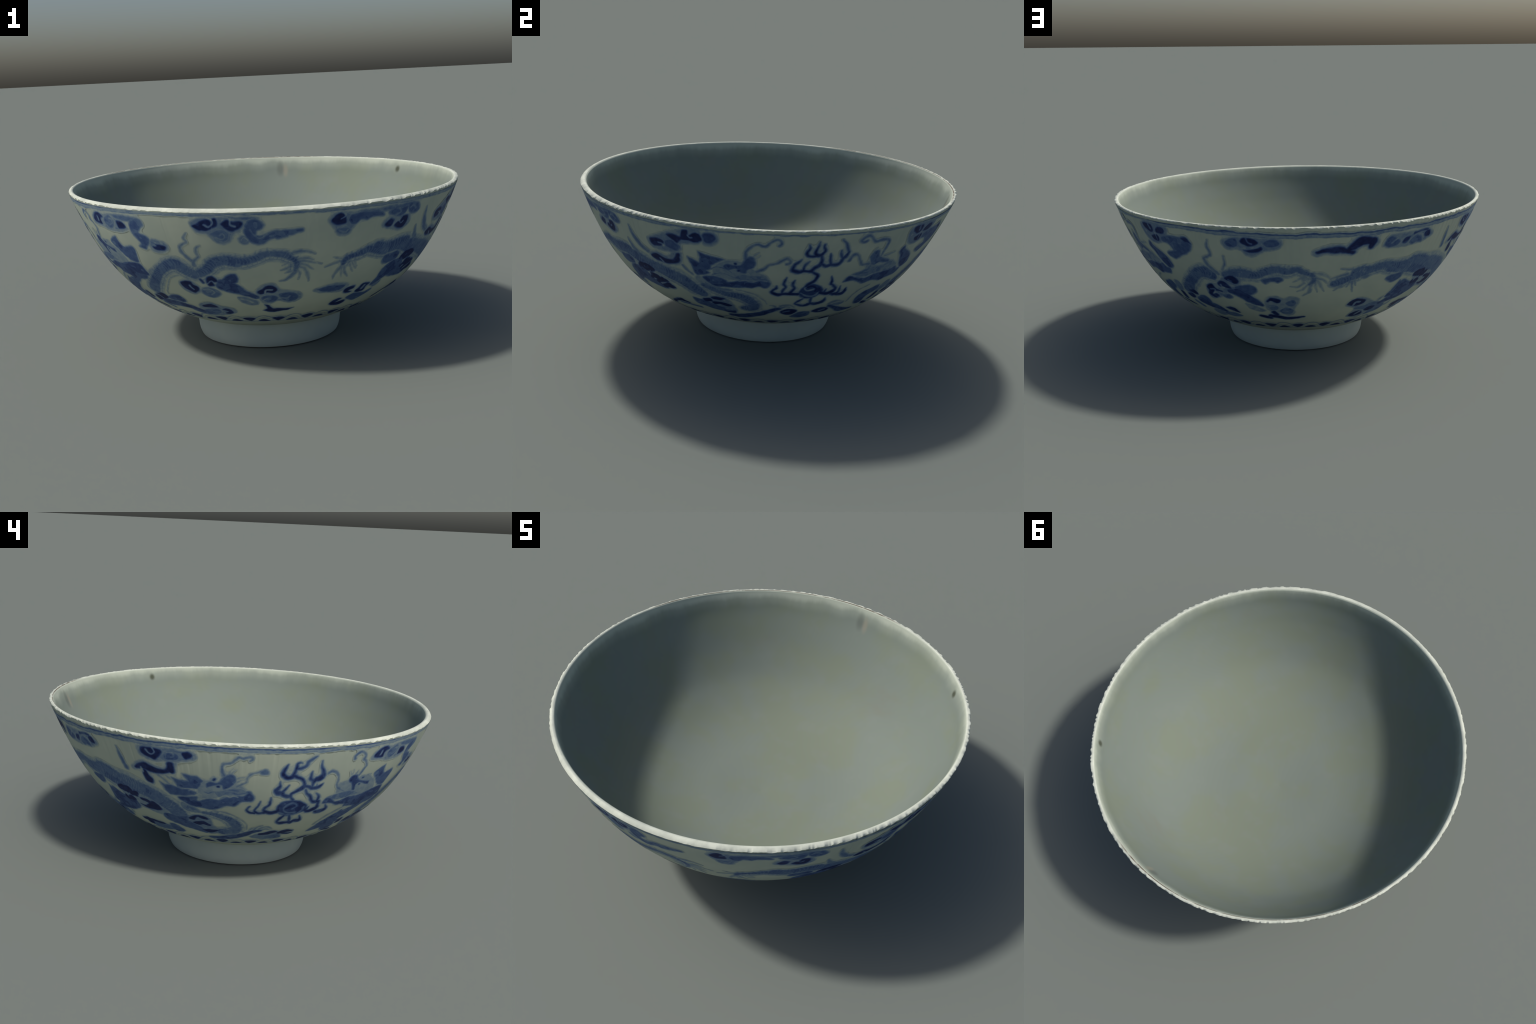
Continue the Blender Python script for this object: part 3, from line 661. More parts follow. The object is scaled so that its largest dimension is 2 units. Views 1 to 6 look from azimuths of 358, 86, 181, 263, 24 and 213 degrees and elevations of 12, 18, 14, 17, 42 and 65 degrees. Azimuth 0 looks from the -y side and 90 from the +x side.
m.lift([(348.4, 76.7), (348.4, 75.3), (349.6, 74.7)], (0.44, 0.49, 0.52), .62)
m.fill([(342.5, 72.9), (344.8, 73.9), (346.9, 73.9), (348.2, 72.8), (347.6, 71.1), (346.1, 70.2), (344.6, 70.8), (343.4, 71.9)], .5)
m.lift([(344.4, 71.7), (345.7, 71.1), (346.8, 71.9), (346.3, 72.8), (345.5, 72.3)], (0.42, 0.40, 0.33, 0.40, 0.36), .4)
m.fill([(351.9, 75.5), (353.9, 77.0), (355.8, 76.5), (356.8, 75.4), (356.1, 74.1), (354.9, 73.7), (354.6, 72.2), (352.8, 72.6), (351.9, 74.1)], .58)
m.brush([(352.4, 73.5), (353.6, 71.5), (355.3, 70.6), (357.3, 71.5), (359.2, 72.3), (361.7, 72.1)], (2.06, 2.77, 2.96, 2.23, 2.41, 1.96), .58)
m.lift([(353.1, 73.9), (354.0, 72.5), (355.5, 71.2), (357.3, 72.4)], (0.41, 0.42, 0.46, 0.43), .35)
m.fill([(349.9, 71.4), (351.3, 72.4), (352.5, 71.6), (352.8, 70.1), (351.4, 69.5), (350.2, 70.1)], .42)
m.lift([(350.6, 70.9), (351.4, 71.7), (352.4, 70.9)], (0.33, 0.37, 0.36), .4)
m.fill([(346.6, 77.6), (353.9, 77.6), (355.7, 77.1), (352.6, 76.4), (349.0, 76.9)], .5, sharp=True)
m.brush([(0.1, 71.9), (1.7, 72.6), (3.9, 72.7), (6.0, 73.2)], (2.25, 2.11, 1.82, 0.91), .58)
m.lift([(358.2, 71.7), (360.2, 72.5), (362.0, 72.3)], 0.39, .3)

m = cloud()
m.fill([(12.4, 75.3), (14.0, 77.1), (17.3, 77.2), (21.2, 75.3), (19.8, 72.4), (18.6, 70.4), (15.5, 70.7), (14.0, 73.1)], .32)
m.fill([(13.2, 75.2), (14.1, 76.4), (15.4, 77.0), (16.5, 76.6), (17.4, 75.0), (17.4, 73.8), (15.3, 73.5), (13.8, 74.3)], .97)
m.lift([(15.8, 75.3), (16.7, 75.9), (16.5, 76.7)], (0.48, 0.46, 0.39), .6)
m.fill([(14.7, 72.4), (16.7, 73.0), (18.4, 73.0), (19.3, 72.1), (18.6, 71.0), (16.9, 70.7), (15.1, 71.4)], .5)
m.lift([(15.7, 72.1), (17.5, 71.4), (18.3, 72.1)], (0.34, 0.38, 0.42), .4)
m.fill([(17.8, 75.1), (18.5, 76.5), (20.3, 76.8), (23.2, 76.8), (26.9, 76.6), (28.7, 75.0), (26.8, 74.7), (25.0, 74.9), (23.5, 74.3), (21.6, 74.4), (20.3, 73.5), (19.0, 73.7)], .64)
m.fill([(29.6, 75.9), (31.9, 76.6), (34.2, 76.4), (36.4, 76.5), (36.3, 74.9), (34.8, 73.8), (32.1, 74.1), (30.2, 74.8)], .58)
m.lift([(30.6, 76.5), (32.7, 76.3), (34.1, 75.1), (32.5, 74.5)], (0.32, 0.29, 0.47, 0.43), .4)
m.fill([(28.4, 71.7), (30.1, 74.1), (37.9, 73.9), (38.9, 71.0), (35.9, 69.3), (30.0, 70.7)], .32)
m.fill([(29.3, 71.8), (30.1, 73.0), (31.2, 73.6), (32.7, 72.9), (32.0, 71.2), (30.4, 71.1)], .96)
m.fill([(33.0, 71.0), (33.5, 72.0), (34.8, 72.7), (35.6, 73.7), (37.5, 73.5), (37.8, 71.5), (36.7, 70.1), (34.7, 70.1)], .96)
m.lift([(34.5, 72.6), (35.5, 71.5), (36.1, 72.1)], (0.40, 0.39, 0.68), .6)
m.fill([(17.5, 77.1), (22.3, 77.2), (29.1, 77.4), (35.3, 77.4), (39.4, 77.3), (35.8, 76.2), (29.6, 75.8), (22.4, 76.5)], .48)
m.fill([(36.4, 76.5), (38.1, 77.4), (40.6, 76.6), (41.7, 74.8), (40.1, 73.8), (37.9, 73.9)], .6)
m.lift([(37.5, 75.7), (38.6, 76.2), (39.9, 75.2)], (0.45, 0.31, 0.30), .4)

m = cloud()
m.fill([(328.6, 54.9), (332.7, 56.5), (335.4, 51.8), (332.1, 49.0), (329.3, 50.5), (328.1, 52.9)], .32)
m.fill([(329.0, 54.9), (331.4, 55.9), (333.1, 55.4), (333.4, 54.0), (334.8, 53.2), (334.6, 51.4), (332.7, 49.9), (331.0, 50.7), (329.4, 52.1), (328.9, 53.5)], .96)
m.lift([(331.9, 53.6), (332.2, 52.4), (332.7, 51.7)], (0.73, 0.80, 0.87), .62)
m.fill([(338.7, 57.6), (340.5, 58.3), (341.6, 57.3), (341.8, 56.0), (340.7, 55.5), (340.5, 54.1), (338.8, 53.8), (338.2, 55.4)], .96)
m.lift([(338.4, 54.9), (339.9, 56.2), (340.8, 55.1)], (0.38, 0.49, 0.51), .6)
m.brush([(336.6, 56.6), (337.1, 55.5)], 1.12, .85)

m = cloud()
m.fill([(353.0, 51.9), (356.0, 54.9), (358.6, 55.0), (360.6, 52.5), (363.3, 51.5), (366.9, 50.3), (368.2, 47.8), (366.4, 44.9), (363.3, 44.4), (360.2, 45.8), (357.3, 44.3), (354.2, 45.9)], .3)
m.fill([(353.4, 51.4), (355.0, 52.9), (356.3, 54.2), (357.8, 54.3), (359.3, 53.1), (359.8, 51.6), (358.5, 50.4), (356.6, 50.7), (355.8, 50.3), (354.1, 49.9)], .97)
m.lift([(355.8, 50.5), (356.2, 52.1), (357.9, 52.1)], (0.60, 0.79, 0.90), .7)
m.fill([(354.3, 48.1), (356.1, 49.4), (358.5, 49.3), (360.2, 48.0), (359.4, 45.8), (357.3, 45.0), (354.9, 46.2)], .56)
m.lift([(354.9, 46.5), (356.0, 47.4), (357.5, 47.1)], (0.63, 0.72, 0.74), .4)
m.fill([(0.2, 49.7), (2.6, 50.5), (5.0, 50.2), (6.9, 48.3), (6.3, 45.9), (3.8, 45.0), (1.4, 46.3)], .58)
m.lift([(1.0, 47.6), (3.1, 47.3), (3.8, 48.4)], (0.72, 0.74, 0.57), .4)
m.fill([(355.7, 44.1), (356.9, 43.2), (358.3, 40.2), (361.0, 40.3), (363.3, 40.0), (365.9, 40.4), (364.0, 38.5), (361.1, 38.0), (358.7, 37.3), (356.4, 37.8), (354.7, 38.9), (356.3, 40.4)], .97, sharp=True)

m = cloud()
m.fill([(330.9, 42.4), (335.7, 44.7), (339.4, 42.5), (344.1, 40.4), (343.5, 36.0), (336.8, 33.4), (328.3, 33.3)], .32)
m.fill([(331.7, 41.4), (334.0, 43.0), (336.2, 43.3), (338.0, 41.1), (335.0, 40.3), (332.5, 40.3)], .94)
m.fill([(338.7, 39.4), (340.8, 40.6), (342.5, 39.4), (343.0, 36.5), (340.7, 35.2), (339.0, 36.1), (340.9, 37.8)], .95)
m.fill([(325.3, 37.2), (330.0, 37.9), (334.8, 39.8), (337.8, 39.3), (337.9, 36.4), (334.6, 33.6), (330.8, 33.4), (327.6, 34.2)], .55)

m = cloud()
m.fill([(310.5, 44.2), (314.6, 46.7), (317.3, 47.0), (318.3, 44.7), (313.8, 41.9), (310.1, 40.7)], .95)
m.lift([(311.5, 45.2), (313.4, 44.7), (314.3, 42.8)], 1.07, .55)
m.brush([(306.3, 44.5), (306.7, 42.6)], 2.74, .94)
m.brush([(303.0, 36.3), (307.4, 35.3), (308.6, 33.8)], (1.56, 2.35, 1.60), .9)
m.brush([(311.8, 39.3), (314.5, 36.2)], (1.94, 2.03), .5)

m = dragon = Motif("dragon")
m.body([(19.0, 60.5), (19.6, 62.3), (21.5, 63.1), (23.8, 63.7), (26.2, 64.6), (29.0, 64.1), (32.3, 62.9), (35.0, 63.8), (38.0, 64.5), (41.0, 64.6)], (1.39, 2.13, 2.30, 2.31, 2.70, 2.82, 2.74, 3.71, 4.17, 4.03), .64)
m.body([(28.9, 65.8), (32.3, 64.3), (37.6, 64.5), (40.9, 63.6), (43.7, 62.2)], (2.64, 3.38, 4.26, 4.49, 4.52), .64)
m.body([(43.7, 63.2), (46.1, 62.4), (49.9, 61.1), (53.6, 59.8), (57.1, 58.6), (60.5, 57.1), (63.4, 54.3), (65.7, 52.4)], (4.47, 4.68, 4.91, 5.27, 5.72, 6.05, 5.99, 4.58), .62)
m.body([(67.3, 57.1), (70.2, 55.5), (74.3, 53.9), (78.4, 53.2), (81.6, 51.6), (83.5, 48.8), (82.5, 46.0), (79.9, 45.5)], (1.92, 2.58, 2.90, 3.42, 4.26, 3.69, 4.88, 2.78), .62)
m.brush([(77.9, 56.7), (81.1, 56.1), (84.3, 54.6), (86.5, 52.1), (87.9, 49.6)], (0.48, 0.48, 0.45, 0.41, 0.40), .34)
m.fill([(67.7, 59.2), (69.8, 57.7), (73.3, 57.0), (76.9, 56.6), (75.4, 55.2), (71.1, 55.7), (68.3, 56.9)], .36)

m = Motif("tail_tuft", dragon)
m.brush([(18.2, 62.6), (15.4, 63.4)], (0.69, 0.25), .32)
m.brush([(17.6, 61.8), (13.6, 60.3)], (1.04, 0.31), .32)
m.brush([(18.5, 59.7), (17.0, 56.9), (16.8, 54.8)], (1.28, 1.04, 0.29), .34)
m.brush([(18.9, 59.3), (19.5, 55.2)], (0.85, 0.27), .32)
m.brush([(19.5, 59.6), (20.5, 56.9), (21.8, 55.0)], (0.92, 0.77, 0.31), .36)
m.brush([(21.2, 60.3), (23.0, 56.9)], (0.75, 0.23), .3)
m.brush([(21.9, 60.7), (23.7, 58.0)], (0.73, 0.23), .3)
m.brush([(22.2, 61.4), (23.8, 58.8)], (0.59, 0.23), .3)

m = Motif("leg", dragon)
m.fill([(33.0, 59.2), (33.4, 61.0), (36.1, 61.6), (38.7, 61.0), (38.7, 58.9), (36.7, 57.6), (34.6, 57.6)], .62)
m.brush([(41.7, 54.9), (38.4, 54.0), (36.7, 50.9), (34.6, 48.4)], (7.18, 6.68, 3.66, 2.09), .66)
m.fill([(34.5, 48.1), (36.6, 49.1), (38.5, 49.4), (38.1, 47.0), (36.5, 46.4)], .4)
m.fill([(34.1, 60.5), (38.4, 61.9), (40.2, 60.8), (40.2, 58.8), (37.8, 57.6), (35.6, 58.4)], .62)
m.fill([(38.6, 57.0), (41.7, 56.5), (45.2, 56.1), (45.9, 54.1), (48.1, 52.8), (50.4, 50.9), (49.5, 49.2), (46.1, 49.6), (40.9, 50.3), (38.2, 52.2)], .64)
m.fill([(61.0, 48.4), (64.3, 47.8), (67.0, 46.9), (70.4, 44.8), (73.2, 44.0), (68.5, 41.8), (64.5, 42.6), (61.3, 43.9)], .62)
m.brush([(64.1, 45.7), (67.4, 43.6), (71.1, 42.1), (74.8, 41.2)], (4.93, 5.07, 3.76, 2.37), .62)

m = Motif("foreleg", dragon)
m.brush([(73.8, 36.4), (77.3, 36.4), (81.7, 38.4), (85.9, 41.1), (89.7, 44.5), (92.2, 45.9)], (3.08, 4.61, 4.46, 3.70, 2.77, 2.00), .76)

m = Motif("claw", dragon)
m.brush([(92.2, 46.3), (93.1, 48.3), (95.8, 48.6), (97.8, 47.0)], (1.04, 1.10, 0.80, 0.44), .38)
m.brush([(91.5, 46.3), (90.4, 48.3), (89.2, 48.6)], (0.93, 0.77, 0.53), .36)
m.brush([(92.6, 45.9), (92.4, 48.7)], (0.74, 0.27), .36)
m.brush([(92.7, 46.3), (94.3, 47.5), (96.2, 47.1)], (1.46, 1.07, 0.56), .36)

m = Motif("head", dragon)
m.fill([(71.6, 65.4), (75.1, 68.6), (79.7, 69.1), (84.3, 65.7), (88.0, 62.7), (84.3, 61.4), (76.7, 61.0), (72.2, 62.2)], .26)
m.fill([(66.1, 61.4), (67.6, 60.8), (69.4, 58.4), (71.5, 56.9), (66.8, 57.3), (65.1, 59.3)], .3)
m.brush([(71.2, 64.8), (72.9, 65.9), (75.5, 65.5), (77.2, 64.1)], (0.45, 0.51, 0.54, 0.53), .6)
m.brush([(71.3, 62.5), (73.9, 63.6), (76.3, 63.1), (77.7, 62.4)], (0.51, 0.55, 0.57, 0.57), .5)
m.fill([(74.6, 66.5), (76.0, 67.7), (77.8, 67.6), (79.7, 67.8), (80.5, 69.2), (81.4, 70.4), (82.7, 71.1), (83.7, 70.3), (84.0, 68.4), (83.4, 67.0), (81.9, 65.9), (81.4, 64.4), (79.9, 64.4), (78.5, 65.9), (76.4, 65.0), (75.2, 65.6)], .62)
m.brush([(83.0, 70.9), (84.6, 72.5)], (0.48, 0.16), .34)
m.brush([(83.6, 70.2), (85.0, 71.3)], (0.51, 0.17), .34)
m.brush([(78.3, 68.0), (78.5, 68.0)], 0.88, .9)
m.brush([(77.3, 68.1), (78.3, 69.1), (79.3, 68.1), (78.4, 67.3), (77.3, 68.1)], (0.29, 0.34, 0.26, 0.35, 0.34), .34)
m.brush([(79.2, 65.4), (79.4, 65.4)], 0.93, .9)
m.brush([(78.2, 65.2), (79.2, 66.4), (80.4, 65.6), (79.3, 64.5), (78.2, 65.2)], (0.30, 0.35, 0.26, 0.37, 0.36), .34)
m.fill([(67.6, 60.8), (69.9, 61.8), (72.1, 62.0), (74.6, 61.1), (75.7, 60.1), (78.3, 61.0), (80.6, 61.5), (83.1, 61.3), (85.2, 62.1), (87.3, 61.8), (88.6, 60.8), (88.2, 59.1), (86.7, 58.3), (85.0, 59.1), (83.1, 58.2), (81.0, 58.2), (78.1, 57.6), (74.8, 57.6), (71.5, 57.1), (69.4, 58.4)], .68)
m.fill([(77.6, 62.2), (79.9, 63.8), (82.8, 63.9), (85.2, 63.9), (87.3, 62.9), (88.6, 61.2), (85.8, 61.5), (82.8, 61.5), (79.8, 61.2)], .42)
m.brush([(80.9, 62.6), (82.5, 63.0), (84.0, 62.0), (86.1, 62.2)], 0.38, .75)
m.lift([(79.0, 60.8), (81.0, 61.3), (82.8, 60.8), (85.2, 61.7), (87.4, 61.4)], 0.53, .5)
m.fill([(71.5, 64.8), (74.1, 65.9), (76.2, 64.8), (75.3, 62.5), (73.2, 62.6)], .2)

m = Motif("whisker", dragon)
m.brush([(81.2, 70.0), (81.2, 72.0), (81.7, 73.3), (83.0, 74.6), (84.4, 75.2), (86.3, 74.8), (87.6, 76.1), (89.0, 76.9), (90.2, 76.7), (90.5, 75.7), (89.8, 75.0)], (1.24, 1.08, 0.87, 0.78, 0.75, 0.84, 0.70, 0.73, 0.72, 0.82, 0.80), .5)
m.brush([(84.3, 65.4), (86.4, 66.6), (87.7, 68.1), (89.5, 68.7), (91.0, 69.9), (92.2, 70.5), (93.4, 69.9), (93.5, 69.0), (92.5, 68.6)], (1.14, 1.10, 0.91, 0.93, 0.91, 0.92, 0.74, 0.85, 0.77), .46)

m = Motif("mane", dragon)
m.fill([(67.8, 71.0), (69.7, 70.1), (72.0, 69.8), (75.2, 68.9), (72.7, 67.4), (71.4, 66.2), (71.1, 64.7), (69.6, 64.0), (70.7, 63.2), (68.6, 61.9), (66.1, 61.4), (65.5, 62.5), (65.0, 65.5), (64.4, 68.2), (66.2, 67.6), (67.7, 66.9), (68.1, 68.9)], .68, sharp=True)
m.brush([(62.2, 64.5), (63.3, 62.9), (64.7, 61.5)], (0.96, 0.99, 1.01), .4)

m = Motif("flame", dragon)
m.brush([(45.4, 74.6), (45.9, 72.1), (47.1, 69.9), (48.1, 68.4), (50.2, 66.9)], (0.55, 1.47, 1.82, 1.84, 1.79), .45)
m.brush([(43.4, 69.6), (43.5, 67.6), (44.3, 65.9), (46.0, 63.8)], (0.62, 1.54, 2.20, 2.20), .4)

m = cloud()
m.fill([(51.8, 72.3), (55.4, 74.2), (59.5, 76.1), (64.3, 77.7), (69.1, 78.2), (68.9, 73.9), (63.5, 72.5), (62.9, 70.3), (61.1, 68.8), (57.7, 68.7), (54.2, 68.7), (52.0, 70.0)], .34)
m.fill([(52.7, 72.3), (55.5, 73.2), (57.6, 72.3), (56.5, 70.4), (54.5, 69.7), (52.8, 70.4)], .96)
m.lift([(55.6, 71.6), (56.7, 71.4), (57.2, 70.8)], (0.60, 0.64, 0.65), .55)
m.fill([(57.7, 72.7), (60.2, 73.6), (61.9, 72.6), (62.8, 71.3), (61.3, 69.4), (59.4, 69.9), (57.6, 70.9)], .6)
m.fill([(58.6, 74.9), (60.6, 75.7), (63.2, 75.2), (64.2, 77.0), (65.7, 77.5), (65.8, 75.9), (67.8, 77.0), (69.2, 76.6), (69.0, 74.6), (67.4, 73.8), (65.2, 74.1), (63.4, 73.7), (61.9, 72.4), (60.5, 73.5), (59.1, 74.4)], .97)
m.fill([(63.9, 77.1), (65.4, 77.4), (65.6, 76.0), (67.9, 77.0), (69.3, 76.4), (69.5, 74.8), (68.0, 73.9), (65.8, 74.0), (63.1, 74.0)], .97)
m.lift([(65.5, 75.8), (66.1, 75.2), (66.9, 75.3)], (0.56, 0.56, 0.49), .6)
m.fill([(69.7, 77.3), (72.6, 77.9), (74.1, 75.8), (73.2, 73.9), (71.2, 73.0), (69.4, 73.8)], .34)
m.fill([(69.9, 77.0), (71.8, 77.6), (73.2, 76.7), (73.3, 75.4), (72.1, 73.9), (70.4, 73.9), (69.7, 75.2)], .68)

m = cloud()
m.fill([(50.6, 65.8), (53.8, 67.7), (57.3, 67.1), (60.4, 69.4), (62.8, 69.2), (62.1, 65.5), (59.5, 63.7), (54.2, 63.2)], .34)
m.fill([(51.1, 65.6), (53.5, 66.9), (55.9, 65.9), (58.8, 66.3), (60.8, 68.7), (62.1, 68.8), (61.6, 65.8), (59.7, 64.3), (56.6, 63.7), (54.0, 63.8), (52.2, 64.3)], .97)
m.lift([(54.5, 65.1), (55.3, 64.1)], 0.73, .6)

m = cloud()
m.fill([(43.3, 59.5), (46.4, 61.0), (48.8, 60.2), (49.9, 58.8), (47.6, 57.0), (45.2, 57.1), (43.0, 57.7)], .96)
m.lift([(45.5, 58.9), (45.4, 57.9), (46.8, 57.7)], (0.88, 1.03, 0.95), .6)
m.brush([(47.5, 55.5), (49.2, 55.1)], 3.23, .93)
m.fill([(48.6, 53.5), (52.0, 55.6), (53.8, 54.4), (51.4, 53.5), (49.0, 52.6)], .94)
m.fill([(51.6, 52.2), (54.2, 52.9), (55.5, 51.4), (53.6, 50.6), (51.8, 50.8)], .94)

m = cloud()
m.brush([(51.4, 42.4), (54.1, 42.5), (56.4, 41.9)], (1.44, 2.15, 1.44), .93)
m.brush([(51.8, 39.7), (57.0, 40.2), (61.1, 39.8)], 2.00, .5)

m = cloud()
m.fill([(65.3, 48.5), (71.1, 52.1), (74.4, 51.0), (76.5, 46.6), (76.7, 41.5), (72.3, 40.0), (69.4, 44.9)], .34)
m.brush([(66.2, 48.1), (67.7, 48.6)], 2.69, .94)
m.fill([(68.3, 50.5), (70.9, 51.5), (73.7, 50.9), (71.6, 49.4), (69.2, 49.4)], .95)
m.fill([(68.1, 47.3), (71.2, 48.2), (73.9, 47.9), (75.7, 46.4), (73.4, 45.4), (71.4, 46.4), (69.1, 45.3)], .95)
m.fill([(70.9, 40.6), (73.5, 41.0), (76.0, 42.4), (75.9, 39.5), (73.3, 39.2)], .94)

m = cloud()
m.fill([(93.0, 43.7), (94.9, 45.5), (97.1, 45.6), (99.3, 44.2), (98.2, 41.2), (95.9, 40.2), (93.8, 41.5)], .96)
m.lift([(94.4, 43.1), (96.4, 43.8)], 1.01, .5)
m.fill([(97.6, 37.5), (98.9, 41.2), (101.1, 43.0), (104.5, 42.4), (104.9, 38.1), (102.1, 35.9)], .55)
m.fill([(105.4, 42.6), (106.8, 44.7), (109.5, 45.4), (111.8, 43.9), (111.7, 41.9), (109.9, 40.9), (107.6, 41.0)], .96)
m.lift([(108.4, 42.4), (110.2, 43.4)], 1.23, .55)

m = Motif("flaming_pearl")
m.fill([(97.8, 55.9), (97.9, 57.4), (99.0, 59.4), (100.6, 60.2), (102.5, 60.1), (104.5, 58.7), (105.6, 57.0), (105.2, 55.5), (103.8, 53.3), (101.7, 52.7), (99.7, 53.2), (98.2, 54.4)], .74)
m.lift([(98.5, 55.8), (100.5, 54.3), (103.0, 54.0), (104.4, 55.8)], (0.59, 0.71, 0.88, 0.79), .5)
m.lift([(102.3, 57.6), (101.5, 57.2), (100.2, 57.0), (99.4, 58.1), (100.0, 59.6)], (0.88, 0.89, 0.73, 0.53, 0.68), .6)
m.brush([(100.4, 58.8), (101.6, 59.0), (102.8, 58.1), (102.9, 56.5)], (1.53, 1.36, 0.95, 1.10), .97)
m.brush([(99.5, 59.1), (100.2, 60.3), (101.5, 61.5), (102.2, 63.0), (102.1, 64.1), (100.8, 65.3), (99.9, 65.9), (100.7, 67.1), (101.9, 68.4), (102.2, 69.7), (101.9, 70.8), (101.5, 71.8)], (1.34, 1.38, 1.33, 1.29, 1.03, 0.97, 1.24, 1.51, 1.53, 1.17, 1.03, 1.21), .85)
m.brush([(101.5, 71.8), (100.4, 71.8), (99.7, 72.6), (99.8, 73.8), (100.1, 75.0), (100.1, 76.3)], (1.44, 1.43, 1.08, 0.76, 0.67, 0.28), .85)
m.brush([(100.3, 71.7), (98.8, 71.4), (97.6, 71.9), (97.4, 73.0), (97.9, 74.2), (97.6, 75.4)], (1.13, 1.07, 1.05, 0.96, 0.86, 0.26), .85)
m.brush([(101.7, 72.0), (102.3, 73.0), (101.8, 74.2), (101.6, 75.3)], (1.45, 0.91, 0.80, 0.68), .85)
m.brush([(102.1, 68.8), (103.7, 67.7), (105.0, 68.0), (106.6, 67.8), (107.8, 68.5), (108.2, 70.0), (109.1, 71.0), (109.4, 72.2), (108.5, 73.9), (107.8, 75.3), (106.5, 76.5)], (0.94, 1.28, 1.22, 1.28, 1.31, 1.23, 1.44, 0.93, 0.82, 0.72, 0.40), .8)
m.brush([(105.3, 68.1), (104.6, 70.1), (104.3, 71.8)], (1.02, 0.87, 0.36), .8)
m.brush([(107.9, 70.4), (107.4, 71.5), (107.1, 72.8)], (0.71, 0.86, 0.36), .8)
m.brush([(100.0, 65.9), (98.9, 65.8), (97.6, 66.0), (96.2, 65.5), (94.5, 66.1), (94.3, 66.9), (94.8, 68.3), (95.7, 69.2), (96.4, 70.1)], (1.69, 1.23, 1.25, 1.23, 1.36, 1.07, 0.87, 0.90, 0.36), .85)
m.brush([(97.4, 66.2), (97.5, 67.6), (98.0, 68.8), (98.6, 69.5)], (0.92, 0.81, 0.81, 0.37), .8)
m.brush([(97.6, 55.3), (95.6, 55.4), (93.2, 55.7), (90.8, 55.4), (89.2, 56.4), (89.2, 57.5), (90.1, 58.5), (90.5, 59.7)], (1.39, 1.51, 1.37, 1.62, 1.18, 1.02, 0.95, 0.34), .9)
m.brush([(92.4, 56.0), (92.4, 57.6), (93.2, 59.1), (92.7, 60.5), (92.7, 61.9), (93.1, 63.4)], (0.98, 1.06, 0.90, 0.83, 0.79, 0.32), .85)
m.brush([(94.9, 55.7), (95.3, 57.3), (95.8, 58.5), (95.2, 60.0), (95.2, 61.2), (95.6, 62.1)], (1.15, 1.15, 0.89, 0.77, 0.75, 0.36), .85)
m.brush([(105.1, 55.7), (107.2, 54.9), (108.9, 55.7), (109.5, 57.2), (108.4, 58.9), (107.4, 59.8), (107.5, 61.4), (106.9, 63.0)], (1.67, 1.78, 1.89, 1.13, 0.88, 0.96, 0.86, 0.31), .9)
m.brush([(106.1, 55.9), (106.5, 57.2)], (1.18, 0.47), .85)
m.brush([(109.0, 54.3), (110.9, 54.3), (111.3, 55.6), (111.0, 58.0)], (1.36, 1.75, 1.05, 0.40), .8)
m.brush([(111.4, 53.9), (113.0, 53.8), (113.8, 55.1), (113.6, 56.5)], (1.26, 1.84, 1.48, 0.54), .85)
m.brush([(99.6, 52.6), (98.3, 51.1), (97.5, 49.8), (99.1, 48.6), (101.4, 48.4), (102.9, 49.3)], (0.87, 1.16, 0.70, 1.31, 1.76, 1.70), .85)
m.brush([(102.6, 52.6), (102.7, 50.7), (103.2, 48.9)], (0.86, 0.93, 0.91), .85)
m.brush([(103.1, 49.3), (105.0, 49.0), (106.9, 49.7), (107.7, 50.9), (107.6, 52.2)], (1.57, 1.93, 1.95, 1.44, 0.44), .8)

m = dragon = Motif("dragon")
m.body([(138.3, 51.8), (142.1, 56.4), (145.5, 59.9), (148.6, 62.2), (151.2, 62.5), (152.8, 61.7)], (4.41, 4.28, 3.92, 3.95, 4.74, 4.29), .66)
m.body([(158.1, 62.5), (161.7, 63.5), (164.9, 63.4), (168.0, 63.2), (171.3, 64.6), (174.3, 65.5), (177.2, 64.9), (180.2, 65.5), (182.4, 64.0), (184.7, 63.1), (185.3, 61.2), (184.1, 59.5)], (2.92, 3.43, 3.58, 3.00, 2.83, 2.94, 2.78, 2.14, 1.88, 1.89, 1.77, 1.14), .64)
m.fill([(169.0, 61.2), (171.0, 62.1), (173.4, 62.8), (175.4, 62.4), (175.9, 61.2), (174.6, 60.1), (173.1, 60.7), (171.3, 60.2), (170.1, 59.4)], .6)
m.fill([(123.3, 44.1), (121.7, 47.9), (122.5, 51.4), (125.4, 53.1), (129.7, 54.2), (130.8, 51.2), (127.3, 48.7), (127.4, 44.9), (126.1, 42.8)], .66)
m.brush([(118.1, 47.7), (118.6, 51.0), (120.2, 54.1), (123.7, 55.9)], 0.72, .3)
m.fill([(132.3, 54.9), (135.3, 55.0), (135.3, 51.2), (132.2, 49.0), (130.5, 50.9)], .34)

m = Motif("tail_tuft", dragon)
m.brush([(185.4, 63.9), (188.0, 63.5), (190.4, 61.4)], (1.20, 0.93, 0.26), .3)
m.brush([(186.1, 62.4), (188.2, 61.2), (190.2, 59.3)], (1.13, 0.68, 0.27), .3)
m.brush([(186.2, 61.1), (187.6, 58.8), (188.9, 56.0)], (1.14, 0.98, 0.25), .3)
m.brush([(185.8, 60.3), (186.6, 55.7)], (0.93, 0.24), .28)
m.brush([(184.7, 59.4), (184.0, 56.1), (181.9, 53.9)], (1.18, 0.97, 0.34), .32)
m.brush([(183.8, 59.5), (182.1, 57.2), (180.5, 56.2)], (0.97, 0.69, 0.35), .28)
m.brush([(182.5, 60.2), (180.5, 58.4), (178.1, 58.5)], (1.01, 0.73, 0.35), .28)
m.brush([(181.2, 61.9), (178.8, 60.5)], (1.00, 0.30), .28)
